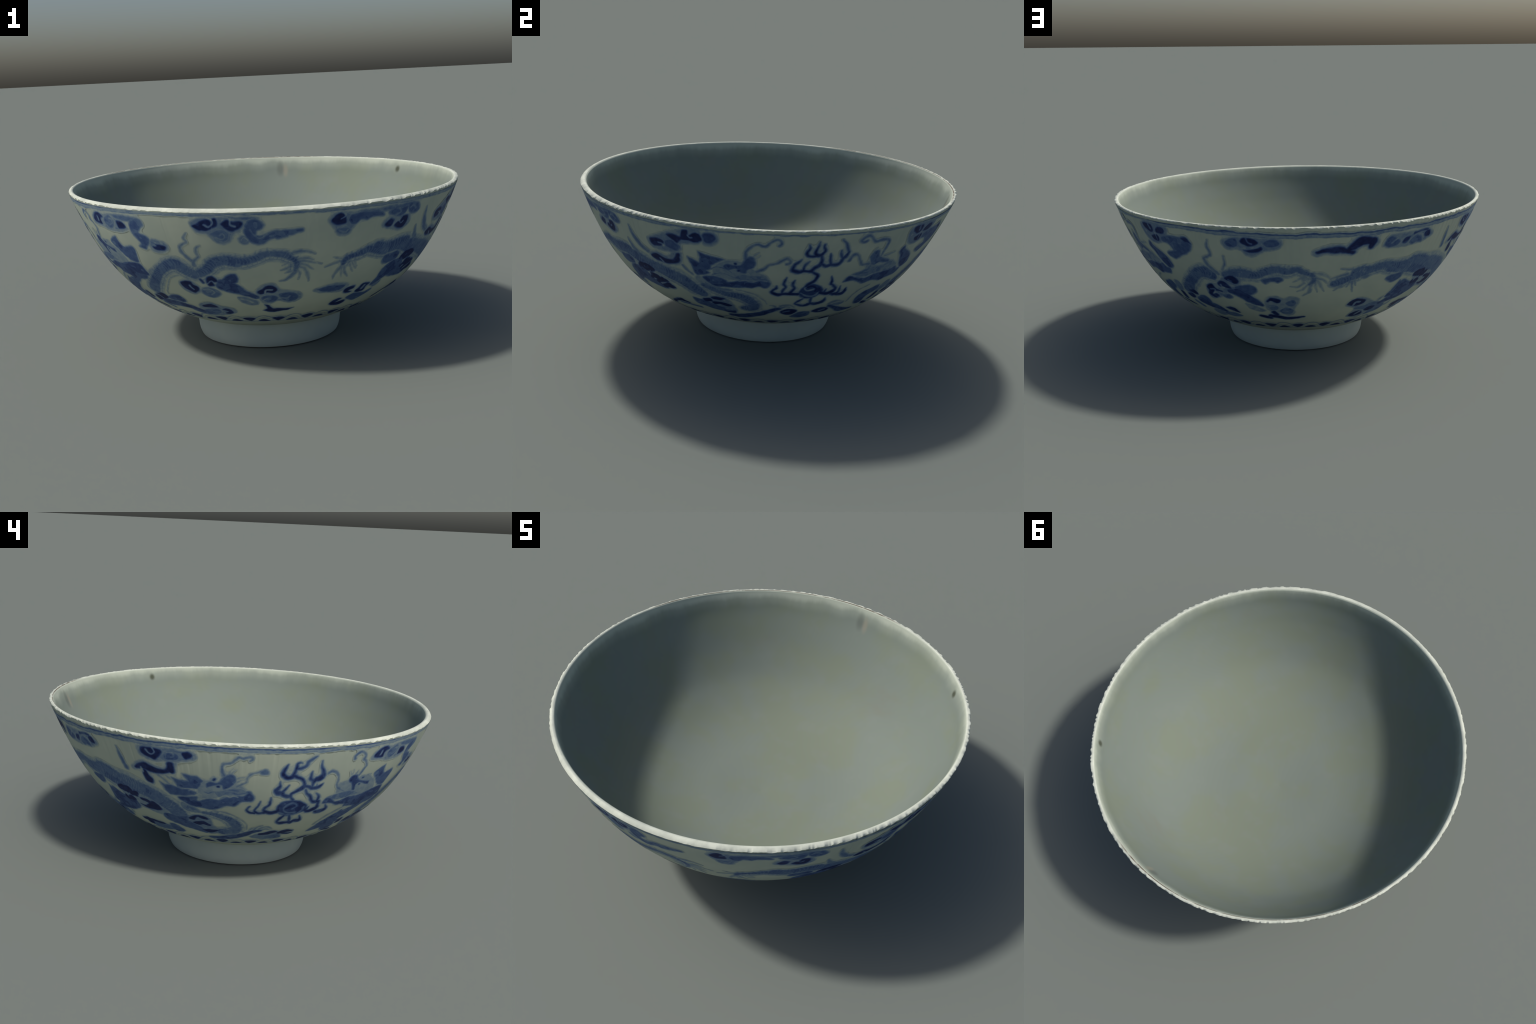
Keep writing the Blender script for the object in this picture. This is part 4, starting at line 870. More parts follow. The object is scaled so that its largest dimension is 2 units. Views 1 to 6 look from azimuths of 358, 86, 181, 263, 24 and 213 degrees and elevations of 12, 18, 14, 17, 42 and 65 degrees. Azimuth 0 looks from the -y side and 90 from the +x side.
m.fill([(180.5, 63.4), (182.4, 63.4), (183.7, 61.2), (181.9, 60.9)], .28)

m = Motif("leg", dragon)
m.fill([(159.6, 56.9), (162.6, 58.5), (165.7, 58.8), (167.4, 57.0), (166.7, 54.7), (164.4, 53.7), (162.1, 54.7)], .62)
m.brush([(157.8, 54.9), (160.8, 54.3), (163.8, 51.6), (166.2, 49.8), (167.8, 48.4)], (2.32, 4.43, 4.22, 3.43, 1.91), .72)
m.fill([(142.1, 49.0), (145.3, 50.2), (146.7, 48.4), (146.7, 45.7), (143.4, 46.1)], .62)
m.brush([(142.3, 46.1), (144.9, 44.4), (147.9, 43.0), (150.5, 40.8)], (5.18, 4.80, 4.38, 2.50), .70)
m.brush([(111.3, 46.2), (115.2, 43.2), (120.2, 39.5), (124.8, 38.8)], (1.67, 2.47, 4.03, 2.05), .7)

m = Motif("claw", dragon)
m.fill([(110.1, 47.7), (111.2, 49.6), (113.9, 49.6), (117.0, 48.0), (116.5, 46.3), (114.0, 45.8), (111.8, 46.1)], .35)
m.lift([(111.7, 47.3), (113.4, 48.3), (116.0, 48.3)], (0.89, 0.88, 0.84), .5)
m.fill([(161.7, 48.6), (164.4, 48.3), (166.9, 46.6), (168.9, 44.6), (166.3, 43.4), (163.5, 44.6), (162.1, 46.3)], .34)
m.fill([(143.9, 40.3), (147.4, 42.0), (149.3, 39.5), (149.9, 37.2), (145.6, 35.4), (143.6, 37.3)], .36)

m = Motif("flame", dragon)
m.brush([(155.1, 74.9), (154.3, 72.8), (154.9, 70.2), (153.9, 69.2), (152.3, 68.2), (152.6, 66.3), (154.0, 64.5), (155.6, 62.7)], (0.44, 1.04, 1.04, 0.90, 0.95, 1.39, 1.46, 1.47), .42)
m.brush([(159.2, 69.7), (158.7, 66.9), (157.6, 64.4)], (0.47, 0.78, 0.78), .40)

m = Motif("head", dragon)
m.fill([(117.5, 67.7), (122.6, 65.0), (126.9, 66.5), (131.3, 63.5), (130.8, 60.7), (123.5, 61.1), (117.2, 62.3), (117.5, 65.0)], .32)
m.fill([(117.9, 68.0), (117.4, 69.7), (118.4, 71.3), (120.3, 71.2), (121.0, 69.4), (122.8, 68.0), (125.7, 67.0), (126.3, 65.6), (124.3, 65.7), (121.7, 66.1), (119.9, 65.6)], .56)
m.fill([(111.5, 59.9), (112.8, 62.5), (115.3, 61.6), (118.7, 60.9), (121.7, 61.3), (125.8, 61.7), (128.9, 61.9), (131.9, 62.5), (133.7, 59.1), (130.0, 58.4), (127.1, 57.5), (122.8, 58.4), (119.6, 57.8), (116.1, 59.5), (113.7, 60.0)], .68)
m.fill([(113.3, 62.8), (116.2, 63.8), (118.8, 64.8), (122.9, 64.6), (125.0, 62.3), (122.0, 61.5), (119.0, 61.0), (115.2, 61.8)], .44)
m.brush([(118.2, 71.4), (119.0, 72.3)], (0.77, 0.26), .34)
m.brush([(122.9, 68.6), (126.4, 69.4)], (0.78, 0.40), .34)
m.brush([(114.9, 62.5), (117.6, 62.7), (120.4, 62.9), (122.3, 64.0)], (0.40, 0.41, 0.46, 0.51), .72)
m.lift([(113.6, 62.5), (116.1, 60.9), (118.9, 60.8), (121.5, 61.6)], (0.40, 0.50, 0.67, 0.73), .5)
m.fill([(118.1, 66.4), (122.2, 65.7), (127.6, 64.7), (126.9, 62.9), (122.0, 63.9)], .22)
m.fill([(122.4, 61.8), (125.1, 59.9), (131.0, 60.9), (134.7, 61.1), (134.1, 58.8), (129.9, 58.1), (126.0, 58.5), (122.7, 59.2)], .64)

m = Motif("whisker", dragon)
m.brush([(121.6, 69.2), (121.9, 71.8), (121.9, 74.0), (120.8, 75.2), (118.8, 75.2), (117.1, 74.8), (115.8, 76.0), (114.4, 77.2), (113.0, 77.0), (112.1, 75.9), (112.9, 75.2), (114.0, 75.5)], (0.63, 0.85, 0.93, 0.74, 1.11, 0.96, 0.79, 0.87, 1.01, 1.07, 1.14, 1.02), .5)
m.brush([(118.1, 66.4), (115.7, 66.8), (114.3, 68.6), (113.3, 70.3), (112.1, 71.0), (111.0, 70.4), (110.6, 69.1)], (1.20, 0.94, 0.79, 0.76, 0.95, 1.12, 1.24), .46)

m = Motif("mane", dragon)
m.fill([(130.4, 70.9), (131.7, 69.5), (134.0, 68.1), (136.2, 66.6), (137.4, 64.5), (137.7, 62.4), (134.7, 61.1), (133.0, 62.7), (131.3, 65.2), (130.5, 67.2), (129.0, 68.8)], .66)

m = cloud()
m.fill([(129.7, 77.3), (134.7, 78.4), (141.8, 77.4), (141.0, 74.8), (137.2, 71.7), (133.7, 70.8), (130.5, 71.9), (129.1, 74.8)], .34)
m.fill([(130.6, 77.3), (133.2, 77.5), (135.0, 77.2), (135.1, 75.2), (133.3, 74.3), (131.8, 74.9), (130.6, 76.1)], .96)
m.lift([(133.3, 76.9), (133.7, 75.8)], 0.80, .5)
m.fill([(136.8, 76.5), (139.1, 77.2), (140.5, 76.4), (139.8, 74.9), (137.9, 74.3), (136.1, 74.8)], .97)
m.fill([(132.8, 73.2), (135.8, 74.2), (136.9, 73.2), (135.8, 71.8), (134.2, 71.7), (133.1, 72.4)], .97)
m.lift([(135.5, 74.2), (135.2, 72.4)], 0.66, .5)
m.fill([(137.7, 73.5), (141.6, 74.7), (144.6, 74.8), (147.3, 74.3), (149.3, 72.1), (148.3, 70.4), (144.9, 68.2), (141.1, 66.0), (138.7, 66.7), (137.8, 68.1), (141.0, 69.4), (140.1, 71.1), (137.6, 71.9)], .58)
m.fill([(145.6, 74.4), (147.2, 75.0), (148.4, 74.5), (149.3, 72.3), (148.2, 72.7), (146.6, 73.5)], .94)

m = cloud()
m.fill([(159.3, 75.1), (160.6, 72.3), (164.7, 72.1), (166.0, 70.4), (168.0, 69.8), (171.2, 71.7), (174.7, 72.6), (176.4, 74.5), (175.7, 76.3), (168.2, 76.6), (162.5, 76.5)], .34)
m.fill([(160.3, 74.6), (161.6, 75.9), (163.9, 76.2), (164.3, 74.9), (163.8, 73.4), (162.2, 72.8), (160.8, 73.3)], .66)
m.fill([(164.7, 75.0), (165.6, 76.2), (167.6, 76.4), (169.2, 75.8), (169.9, 74.9), (168.7, 73.8), (166.7, 73.6), (165.5, 74.2)], .96)
m.lift([(166.7, 76.0), (167.1, 74.9), (168.1, 74.6)], (0.46, 0.50, 0.52), .5)
m.fill([(165.4, 72.5), (167.0, 72.4), (169.2, 73.0), (170.5, 73.7), (171.0, 72.7), (169.7, 71.5), (168.1, 71.0), (166.4, 71.5)], .96)
m.fill([(170.9, 74.9), (172.6, 76.1), (174.9, 76.0), (175.6, 74.7), (174.3, 73.5), (172.5, 73.3), (171.3, 73.9)], .64)

m = cloud()
m.brush([(185.5, 71.3), (188.0, 72.1), (190.8, 72.1), (192.9, 71.9), (195.5, 71.2)], (2.65, 3.16, 3.63, 3.36, 2.97), .3)
m.brush([(195.0, 72.4), (198.2, 74.5), (201.5, 73.6)], (3.69, 4.26, 3.50), .3)
m.brush([(185.8, 71.4), (188.0, 72.1), (190.8, 72.1), (192.9, 71.9), (195.7, 71.0)], (1.06, 1.76, 2.42, 2.17, 1.63), .95)
m.brush([(194.8, 72.3), (196.3, 73.5), (198.1, 74.7), (200.6, 74.4)], (2.02, 2.76, 3.03, 2.65), .96)
m.brush([(201.0, 74.3), (200.8, 72.5)], (2.83, 2.03), .96)

m = cloud()
m.fill([(204.7, 71.8), (205.1, 74.4), (206.8, 75.7), (214.6, 75.7), (220.8, 75.3), (222.3, 73.3), (220.4, 72.0), (216.5, 71.3), (213.7, 70.9), (209.2, 70.8)], .32)
m.fill([(205.1, 72.1), (205.2, 73.9), (206.6, 75.2), (208.9, 74.2), (210.2, 73.0), (209.4, 71.8), (207.3, 71.2)], .62)
m.lift([(207.3, 72.8), (209.0, 74.1)], 0.54, .45)
m.fill([(210.7, 72.4), (211.3, 73.9), (213.3, 74.2), (213.0, 72.8), (212.2, 71.8)], .94)
m.fill([(213.3, 71.8), (214.0, 73.4), (215.8, 74.2), (217.9, 73.5), (218.4, 71.6), (216.1, 71.7), (214.6, 71.1)], .6)
m.brush([(214.4, 74.9), (216.6, 75.5), (219.3, 75.4)], (1.05, 0.97, 0.89), .82)
m.fill([(218.5, 73.5), (218.7, 74.8), (220.2, 75.3), (221.3, 74.0), (221.0, 72.9), (219.4, 73.0)], .96)

m = cloud()
m.fill([(148.7, 56.1), (151.5, 58.1), (154.0, 58.5), (157.6, 62.1), (162.7, 62.0), (162.0, 58.6), (158.9, 55.6), (153.3, 51.1), (149.0, 49.6), (148.0, 52.8)], .34)
m.fill([(148.7, 55.6), (149.9, 57.1), (151.8, 57.7), (152.5, 55.8), (154.6, 54.7), (154.5, 53.8), (152.3, 54.2), (150.4, 52.8), (151.8, 53.1), (152.9, 51.6), (151.0, 50.0), (149.3, 50.8), (148.2, 52.3), (149.0, 54.4)], .96)
m.lift([(150.2, 54.9), (151.9, 54.9), (150.5, 52.5)], (0.67, 0.64, 0.44), .5)
m.fill([(153.9, 58.3), (155.9, 59.7), (157.3, 59.0), (158.8, 56.6), (158.3, 56.0), (156.5, 56.2), (155.8, 56.4), (154.5, 56.7)], .97)
m.lift([(155.1, 57.7), (155.3, 56.8), (156.1, 56.2)], (0.60, 0.67, 0.71), .55)
m.fill([(157.1, 61.0), (158.8, 62.3), (160.8, 62.1), (162.1, 60.7), (161.5, 59.1), (160.2, 58.7), (159.2, 59.5), (157.6, 60.2)], .97)
m.lift([(158.4, 60.5), (159.5, 60.0)], 0.60, .4)
m.fill([(153.8, 52.3), (156.4, 53.6), (157.9, 52.2), (156.8, 50.6), (154.9, 50.8)], .55)

m = cloud()
m.fill([(138.4, 51.5), (141.2, 52.5), (142.4, 51.2), (141.9, 49.6), (140.1, 49.9)], .94)
m.fill([(135.6, 48.6), (139.0, 49.9), (139.5, 47.6), (136.9, 46.4)], .92)
m.brush([(132.3, 48.5), (131.5, 45.2)], (2.34, 2.44), .92)
m.brush([(128.7, 43.0), (130.8, 41.5), (132.8, 40.3)], (1.52, 2.32, 1.56), .9)
m.brush([(137.4, 44.1), (138.9, 41.5)], 2.45, .5)

m = cloud()
m.fill([(152.2, 43.8), (154.4, 45.1), (156.1, 44.4), (157.2, 40.9), (155.6, 41.3), (153.8, 42.6)], .94)
m.fill([(152.9, 40.6), (155.2, 40.3), (157.3, 37.9), (153.3, 36.2), (150.5, 36.8), (148.7, 38.8)], .5)

m = cloud()
m.fill([(169.7, 52.5), (173.3, 54.0), (175.7, 52.5), (178.3, 53.6), (181.0, 52.4), (180.9, 49.8), (179.6, 46.1), (180.0, 43.4), (177.0, 40.8), (173.4, 43.7), (169.1, 45.7)], .28)
m.fill([(169.6, 50.7), (170.9, 52.8), (172.8, 52.9), (174.7, 51.9), (174.7, 50.4), (173.3, 49.7), (171.9, 50.6), (171.3, 51.1), (170.3, 50.2)], .97)
m.fill([(176.1, 49.8), (177.6, 51.6), (179.7, 51.6), (180.2, 49.8), (178.9, 47.9), (176.9, 48.2)], .56)
m.fill([(173.9, 44.9), (176.0, 47.2), (178.2, 46.8), (179.3, 44.6), (177.7, 42.1), (175.3, 42.5)], .56)
m.lift([(175.3, 44.6), (176.8, 44.6)], 0.94, .4)
m.fill([(169.4, 47.9), (171.7, 49.0), (173.7, 48.1), (173.2, 45.3), (171.2, 44.8)], .46)
m.brush([(166.1, 39.9), (167.9, 39.1), (169.5, 38.3)], (1.99, 2.51, 2.03), .95)
m.brush([(170.2, 40.4), (173.0, 39.7), (175.9, 38.5), (179.0, 38.8), (183.1, 39.7)], (2.45, 2.71, 2.77, 2.26, 1.22), .95)
m.brush([(171.7, 43.6), (172.5, 41.9)], 2.06, .92)

m = cloud()
m.fill([(225.1, 52.9), (222.5, 59.4), (228.5, 59.6), (239.1, 53.6), (239.2, 47.2)], .3)
m.fill([(224.0, 56.4), (224.0, 58.3), (225.9, 59.8), (228.4, 59.0), (228.9, 57.0), (226.9, 56.1)], .95)
m.brush([(227.8, 56.1), (230.1, 57.1)], 2.13, .93)
m.fill([(225.1, 52.9), (225.5, 54.5), (227.2, 55.1), (228.6, 53.1), (227.1, 52.0)], .92)
m.fill([(231.6, 50.5), (232.7, 52.6), (235.9, 54.9), (238.4, 51.5), (236.3, 50.0)], .94)

m = cloud()
m.fill([(198.6, 45.9), (199.9, 49.7), (202.9, 51.1), (207.0, 49.0), (212.8, 43.9), (210.8, 38.3), (208.3, 34.1), (201.7, 36.5), (202.7, 43.1)], .3)
m.fill([(199.0, 46.6), (199.5, 48.8), (201.2, 50.3), (203.3, 50.0), (205.7, 48.7), (205.8, 46.7), (203.7, 45.5), (201.7, 45.3)], .96)
m.lift([(201.6, 46.0), (202.0, 47.9), (203.7, 47.9)], (0.91, 1.15, 1.05), .6)
m.fill([(208.1, 40.7), (208.9, 42.8), (212.8, 42.9), (212.8, 40.3), (210.8, 39.3)], .96)
m.fill([(202.3, 37.3), (203.2, 40.0), (206.1, 40.9), (208.3, 39.2), (208.9, 37.1), (207.0, 35.7), (204.4, 35.8)], .96)
m.lift([(205.3, 37.6), (206.7, 39.6)], 1.25, .6)
m.fill([(202.7, 43.1), (206.4, 44.8), (210.2, 46.5), (216.8, 43.6), (217.3, 39.0), (213.3, 36.4), (210.2, 35.5), (210.2, 39.5)], .52)

m = cloud()
m.brush([(225.8, 36.6), (227.6, 40.2), (234.3, 40.0)], (2.19, 2.08, 2.12), .92)

m = cloud()
m.fill([(41.5, 57.4), (42.2, 59.5), (43.9, 60.8), (47.4, 60.2), (47.8, 58.3), (45.6, 56.8), (43.6, 57.1)], .96)
m.lift([(43.4, 57.8), (44.7, 59.1)], 0.92, .5)
m.brush([(45.7, 54.0), (47.4, 55.9)], 1.81, .95)
m.brush([(47.9, 52.6), (51.2, 55.3)], 1.85, .95)
m.brush([(50.6, 50.9), (53.1, 52.8)], 2.33, .95)

m = cloud()
m.fill([(11.2, 50.4), (14.3, 51.9), (18.1, 52.7), (24.2, 51.1), (21.9, 47.6), (16.1, 48.1), (12.3, 49.1)], .3)
m.fill([(12.5, 50.4), (14.4, 51.4), (16.9, 51.9), (19.7, 51.6), (22.7, 51.0), (21.5, 48.9), (19.0, 48.3), (15.5, 48.8)], .6)
m.fill([(23.2, 46.4), (23.0, 48.5), (24.4, 49.5), (26.7, 49.7), (26.9, 48.3), (25.2, 47.1), (26.8, 46.3), (24.8, 45.7)], .94)
m.fill([(28.2, 46.2), (29.0, 48.0), (30.0, 49.9), (33.3, 49.3), (32.3, 47.4), (32.1, 45.3), (29.9, 45.1)], .96)
m.lift([(30.6, 46.7), (31.2, 48.5)], 1.06, .6)
m.fill([(26.0, 42.9), (28.4, 44.9), (33.6, 44.2), (36.3, 45.8), (36.9, 44.4), (34.5, 41.0), (32.0, 38.7), (28.4, 40.1)], .58)
m.fill([(20.1, 39.3), (20.8, 41.9), (22.8, 43.2), (24.3, 42.4), (22.8, 40.1), (26.0, 41.0), (27.1, 39.8), (25.5, 37.3), (22.6, 37.5)], .96)
m.brush([(45.3, 36.3), (48.4, 39.8), (54.1, 43.5)], (1.80, 1.72, 1.65), .92)



# ---------------------------------------------------------------- materials
def shader(name):
    m = bpy.data.materials.new(name)
    m.use_nodes = True
    return m, m.node_tree.nodes, m.node_tree.links, m.node_tree.nodes["Principled BSDF"]


def noise(nodes, links, coord, scale, detail=3, rough=.55, stretch=None):
    if stretch:
        mp = nodes.new("ShaderNodeMapping")
        mp.inputs["Scale"].default_value = stretch
        links.new(coord, mp.inputs["Vector"])
        coord = mp.outputs[0]
    n = nodes.new("ShaderNodeTexNoise")
    n.inputs["Scale"].default_value, n.inputs["Detail"].default_value, n.inputs["Roughness"].default_value = scale, detail, rough
    links.new(coord, n.inputs["Vector"])
    return n.outputs["Fac"]


def span(nodes, links, value, lo, hi, a=0.0, b=1.0):
    n = nodes.new("ShaderNodeMapRange")
    n.interpolation_type = "SMOOTHSTEP"
    for k, v in zip(("From Min", "From Max", "To Min", "To Max"), (lo, hi, a, b)):
        n.inputs[k].default_value = v
    links.new(value, n.inputs["Value"])
    return n.outputs["Result"]


def mix(nodes, links, fac, a, b, blend="MIX"):
    n = nodes.new("ShaderNodeMix")
    n.data_type, n.blend_type = "RGBA", blend
    for sock, v in zip((n.inputs[0], n.inputs[6], n.inputs[7]), (fac, a, b)):
        if isinstance(v, (int, float)):
            sock.default_value = v
        elif isinstance(v, tuple):
            sock.default_value = (*v, 1)
        else:
            links.new(v, sock)
    return n.outputs[2]


def math_node(nodes, links, op, a, b=None):
    n = nodes.new("ShaderNodeMath")
    n.operation = op
    for sock, v in zip(n.inputs, (a, b)):
        if isinstance(v, (int, float)):
            sock.default_value = v
        elif v is not None:
            links.new(v, sock)
    return n.outputs[0]


GLAZE = (.398, .450, .380)        # grey-green celadon-tinted white
COBALT = [(0, (.398, .450, .380)), (.10, (.31, .365, .342)), (.25, (.190, .255, .300)), (.45, (.095, .155, .260)),
          (.62, (.049, .092, .212)), (.80, (.018, .036, .126)), (1, (.0075, .0142, .066))]


def cobalt(ink):
    x = [k for k, _ in COBALT]
    return tuple(float(np.interp(ink, x, [c[i] for _, c in COBALT])) for i in range(3))


def glazed(name, colour, mottled=None, rough=.6, spec=.15):
    m, nodes, links, bsdf = shader(name)
    co = nodes.new("ShaderNodeTexCoord").outputs["Object"]
    big = noise(nodes, links, co, 3.2, 4)
    fine = noise(nodes, links, co, 60, 2)
    c = mix(nodes, links, span(nodes, links, big, .35, .65), tuple(v * .93 for v in colour), tuple(v * 1.05 for v in (mottled or colour)))
    c = mix(nodes, links, math_node(nodes, links, "MULTIPLY", fine, .10), c, tuple(v * .7 for v in colour))
    links.new(c, bsdf.inputs["Base Color"])
    bsdf.inputs["Roughness"].default_value, bsdf.inputs["Specular IOR Level"].default_value = rough, spec
    return m


def inside_glaze():
    m, nodes, links, bsdf = shader("celadon_inside")
    co = nodes.new("ShaderNodeTexCoord").outputs["Object"]
    a = noise(nodes, links, co, 3.2, 4)
    b = noise(nodes, links, co, 8.5, 4)
    d = noise(nodes, links, co, 1.7, 4, .6, (1, 1, 2))
    c = mix(nodes, links, span(nodes, links, a, .40, .60), (.182, .214, .188), (.184, .214, .168))
    c = mix(nodes, links, span(nodes, links, b, .52, .70, 0, .40), c, (.194, .222, .200))
    c = mix(nodes, links, span(nodes, links, d, .58, .74, 0, .32), c, (.188, .184, .140))
    # pale band below the rim, fading downwards in streaks
    sep = nodes.new("ShaderNodeSeparateXYZ")
    links.new(co, sep.inputs[0])
    streak = noise(nodes, links, co, 7, 4, .6, (1, 1, .2))
    edge = math_node(nodes, links, "ADD", sep.outputs["Z"], math_node(nodes, links, "MULTIPLY", streak, .06))
    c = mix(nodes, links, span(nodes, links, edge, .755, .815, 0, .5), c, (.33, .37, .31))
    c = mix(nodes, links, span(nodes, links, edge, .800, .836, 0, .8), c, (.46, .50, .42))
    # a dark kiln speck and a pale scratch with a shadowy smear beside it
    for where, size, colour, amount in (((.818, .487, .757), (.017, .017, .019), (.05, .055, .035), .85),
                                        ((.197, .925, .735), (.016, .03, .045), (.26, .25, .20), .7),
                                        ((.165, .935, .745), (.022, .03, .050), (.11, .125, .11), .55)):
        off = nodes.new("ShaderNodeVectorMath")
        off.operation = "SUBTRACT"
        links.new(co, off.inputs[0])
        off.inputs[1].default_value = where
        div = nodes.new("ShaderNodeVectorMath")
        div.operation = "DIVIDE"
        links.new(off.outputs[0], div.inputs[0])
        div.inputs[1].default_value = size
        far = nodes.new("ShaderNodeVectorMath")
        far.operation = "LENGTH"
        links.new(div.outputs[0], far.inputs[0])
        c = mix(nodes, links, span(nodes, links, far.outputs["Value"], .35, 1.5, amount, 0), c, colour)
    links.new(c, bsdf.inputs["Base Color"])
    bsdf.inputs["Roughness"].default_value, bsdf.inputs["Specular IOR Level"].default_value = .75, .08
    return m


def lip_glaze():
    m, nodes, links, bsdf = shader("pale_lip")
    co = nodes.new("ShaderNodeTexCoord").outputs["Object"]
    c = mix(nodes, links, span(nodes, links, noise(nodes, links, co, 14, 4), .35, .68), (.47, .50, .43), (.59, .62, .53))
    # a worn brownish line along the inner edge on one stretch of the rim
    flat = nodes.new("ShaderNodeVectorMath")
    flat.operation = "MULTIPLY"
    links.new(co, flat.inputs[0])
    flat.inputs[1].default_value = (1, 1, 0)
    radius = nodes.new("ShaderNodeVectorMath")
    radius.operation = "LENGTH"
    links.new(flat.outputs[0], radius.inputs[0])
    facing = nodes.new("ShaderNodeVectorMath")
    facing.operation = "DOT_PRODUCT"
    links.new(co, facing.inputs[0])
    facing.inputs[1].default_value = (-.34, .94, 0)
    worn = math_node(nodes, links, "MULTIPLY", span(nodes, links, radius.outputs["Value"], .9835, .9885, 1, 0), span(nodes, links, facing.outputs["Value"], .66, .80))
    worn = math_node(nodes, links, "MULTIPLY", worn, span(nodes, links, noise(nodes, links, co, 22, 4), .36, .52, .35, 1))
    c = mix(nodes, links, worn, c, (.125, .105, .080))
    links.new(c, bsdf.inputs["Base Color"])
    bsdf.inputs["Roughness"].default_value, bsdf.inputs["Specular IOR Level"].default_value = .7, .12
    return m


def cobalt_tone(k):
    lo = LEVELS[k]
    hi = LEVELS[k + 1] if k + 1 < len(LEVELS) else 1.0
    ink = (lo + hi) / 2
    m, nodes, links, bsdf = shader("cobalt_wash")
    co = nodes.new("ShaderNodeTexCoord").outputs["Object"]
    f = noise(nodes, links, co, 45, 3)
    c = mix(nodes, links, span(nodes, links, f, .3, .7), cobalt(max(0, ink - .05)), cobalt(min(1, ink + .05)))
    links.new(c, bsdf.inputs["Base Color"])
    bsdf.inputs["Roughness"].default_value, bsdf.inputs["Specular IOR Level"].default_value = .6, .15
    return m


# ---------------------------------------------------------------- assembling the bowl
bowl = bpy.data.objects.new("porcelain_bowl", None)
bpy.context.scene.collection.objects.link(bowl)
bowl["label"] = "blue and white porcelain bowl with painted dragons, clouds and flaming pearls"
bowl["category"] = "bowl"

az = np.arange(SEG) * TAU / SEG
deg = np.degrees(az)
g = np.random.default_rng(11)


def teeth(seed, count, depth):
    """Irregular nibbles round the lip: random spots, each a small scallop."""
    r = np.random.default_rng(seed)
    out = np.zeros(SEG)
    for centre, half, d in zip(r.uniform(0, 360, count), r.uniform(.35, 1.1, count), r.uniform(.3, 1, count)):
        t = np.abs((deg - centre + 180) % 360 - 180) / half
        out = np.maximum(out, d * np.sqrt(np.clip(1 - t, 0, 1)))
    return out * depth


def round_rim(knots):
    k = np.array(knots, float)
    return np.interp(deg, np.r_[k[-1, 0] - 360, k[:, 0], k[0, 0] + 360], np.r_[k[-1, 1], k[:, 1], k[0, 1]])


# how far the white lip reaches down the outside, and how ragged its edge is
lip_depth = round_rim([(0, .017), (25, .016), (45, .013), (75, .006), (100, .006), (180, .007), (215, .011), (260, .012), (300, .015), (340, .018)])
ragged = round_rim([(0, .15), (20, .7), (45, 1), (300, 1), (320, .5), (345, .15)])
LIP_TOP = .8125
thick = round_rim([(0, .016), (25, .016), (55, .010), (90, .005), (140, .003), (250, .003), (300, .009), (325, .014)])    # extra thickness on the -y side
lip_depth = np.maximum(lip_depth + ragged * (teeth(3, 330, .0105) - .0045) + .0007 * waves(az, 9, (5, 9, 14, 23, 41)), .0022)
edge_z = LIP_TOP - .8 * lip_depth
start = np.interp(edge_z, OUTER[:, 1], BODY_S[:len(OUTER)])
edge_r = np.interp(edge_z, np.r_[OUTER[:, 1], .8125], np.r_[OUTER[:, 0], .9945]) - ragged * teeth(5, 300, .0025)


def ring_rows(lo, hi, n, ease=1.0):
    t = np.linspace(0, 1, n)**ease
    s = lo + (hi - lo) * t[:, None] * np.ones(SEG)
    return s


wall_s = ring_rows(np.zeros(SEG), np.minimum(start, WALL_END), 64)
in_s = ring_rows(np.full(SEG, LIP_END), np.full(SEG, BODY_S[-1]), 56)


def on_curve(s):
    return np.interp(s, BODY_S, BODY[:, 0]), np.interp(s, BODY_S, BODY[:, 1])


wall_r, wall_z = on_curve(wall_s)
climb = np.linspace(0, 1, 24)[:, None]**2                    # the last rows of the wall reach up to the chipped edge
wall_r[-24:] += climb * (edge_r - wall_r[-1])
wall_z[-24:] += climb * (edge_z - wall_z[-1])
in_r, in_z = on_curve(in_s)
in_r = in_r - thick * np.clip((in_z - .60) / .2, 0, 1)
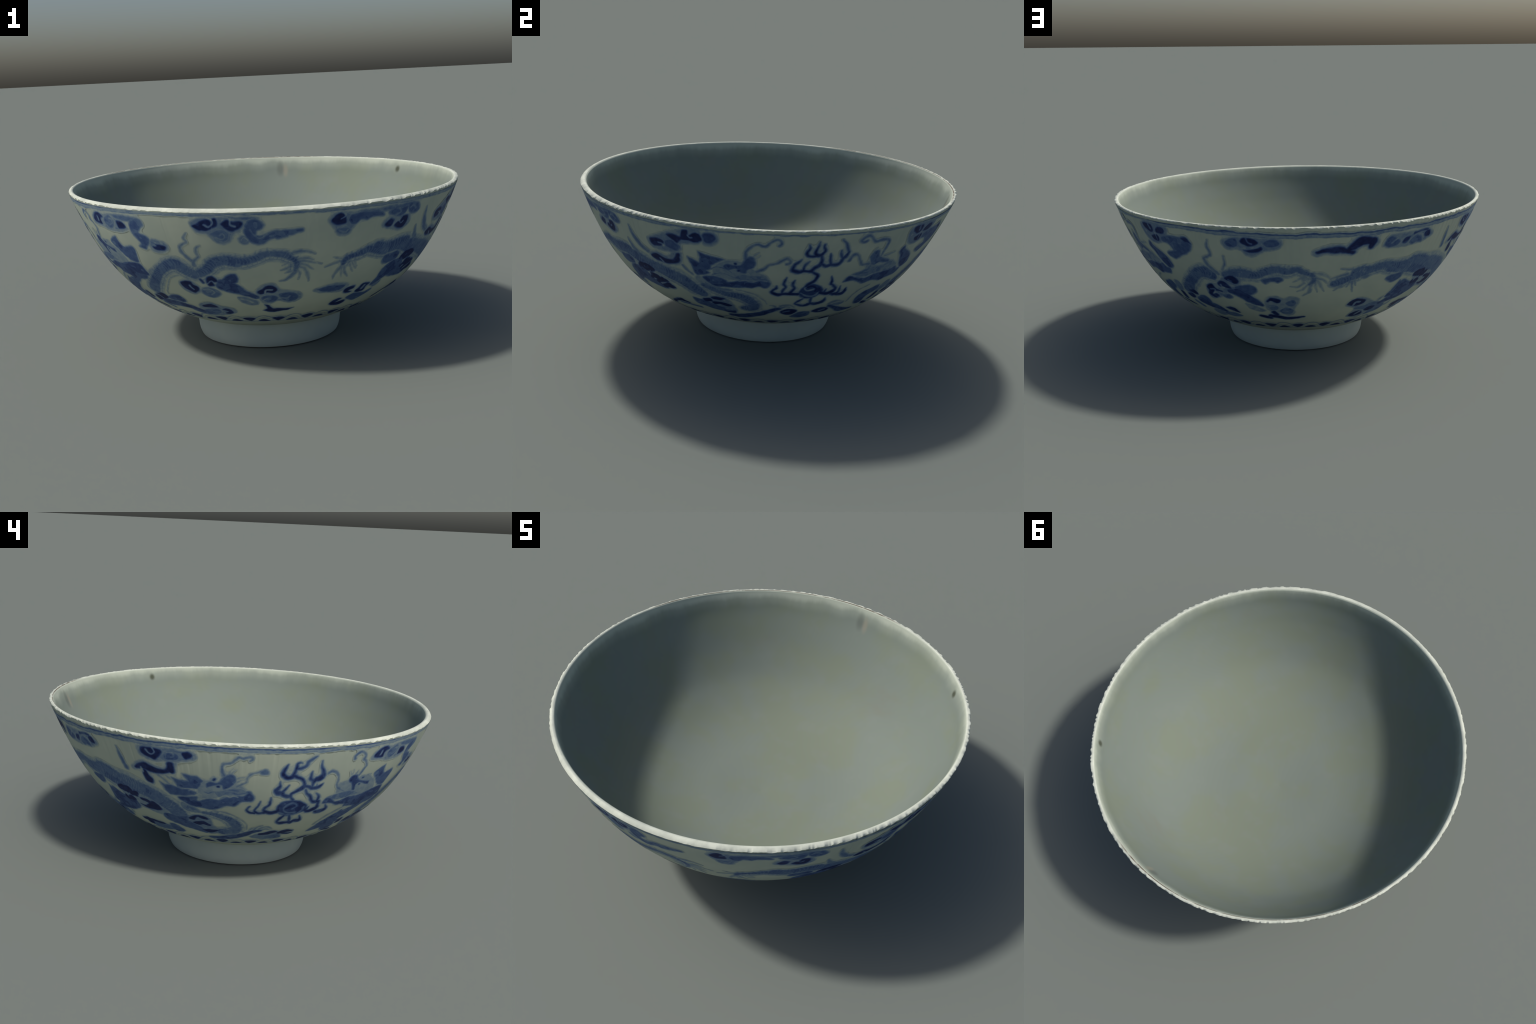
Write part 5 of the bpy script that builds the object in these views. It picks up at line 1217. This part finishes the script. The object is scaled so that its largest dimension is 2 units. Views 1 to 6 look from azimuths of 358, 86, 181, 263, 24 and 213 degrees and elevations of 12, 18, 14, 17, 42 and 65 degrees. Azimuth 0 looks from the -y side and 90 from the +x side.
# the lip: a sloping worn bevel from the chipped edge up to the crest, then a small round inwards
crest_r = .9845 - .6 * thick
t = np.linspace(0, 1, 10)[:, None]
bevel_r = edge_r + (crest_r - edge_r) * t + .0016 * np.sin(math.pi * t)
bevel_z = edge_z + (LIP_TOP - edge_z) * t + .0010 * np.sin(math.pi * t)
t = np.linspace(0, 1, 8)[1:, None]
turn_r = crest_r + (in_r[0] - crest_r) * np.sin(t * math.pi / 2)**1.1
turn_z = LIP_TOP + (in_z[0] - LIP_TOP) * (1 - np.cos(t * math.pi / 2))
lip_r, lip_z = np.vstack([bevel_r, turn_r]), np.vstack([bevel_z, turn_z])

below = np.vstack([smooth_line(UNDERSIDE[::-1], 22), smooth_line(FOOT_EDGE[::-1], 10)[1:], smooth_line(FOOT[::-1], 14)[1:]])
rr = np.vstack([below[:-1, :1] * np.ones(SEG), wall_r, lip_r[1:], in_r[1:]])
zz = np.vstack([below[:-1, 1:] * np.ones(SEG), wall_z, lip_z[1:], in_z[1:]])
skip = len(below) - 1
n_wall, n_lip = len(wall_r), len(lip_r)
rows = warp(az[None], rr, zz)


def part(name, r0, r1, material):
    """The rows r0..r1 of the thrown body as an object of its own; the border points coincide."""
    verts, loops, starts, normals = lathe(rows[r0:r1 + 1])
    me = mesh_from(name, verts, loops, starts, normals)
    return new_object(name, me, bowl, [material])


white = glazed("celadon_white_glaze", GLAZE, (.410, .450, .368))
pale = glazed("foot_glaze", (.405, .468, .438), (.41, .460, .412))
n_under, n_edge, n_foot = 21, 9, 13
part("underside", 0, n_under, pale)
part("foot_rim", n_under, n_under + n_edge, glazed("bare_clay", (.20, .165, .12), rough=.9, spec=.1))
part("foot_ring", n_under + n_edge, skip, pale)
part("wall", skip, skip + n_wall - 1, white)
part("rim", skip + n_wall - 1, skip + n_wall + n_lip - 6, lip_glaze())
part("interior", skip + n_wall + n_lip - 6, len(rows) - 1, inside_glaze())

tones = [cobalt_tone(k) for k in range(len(LEVELS))]
build_paint(bowl, tones)
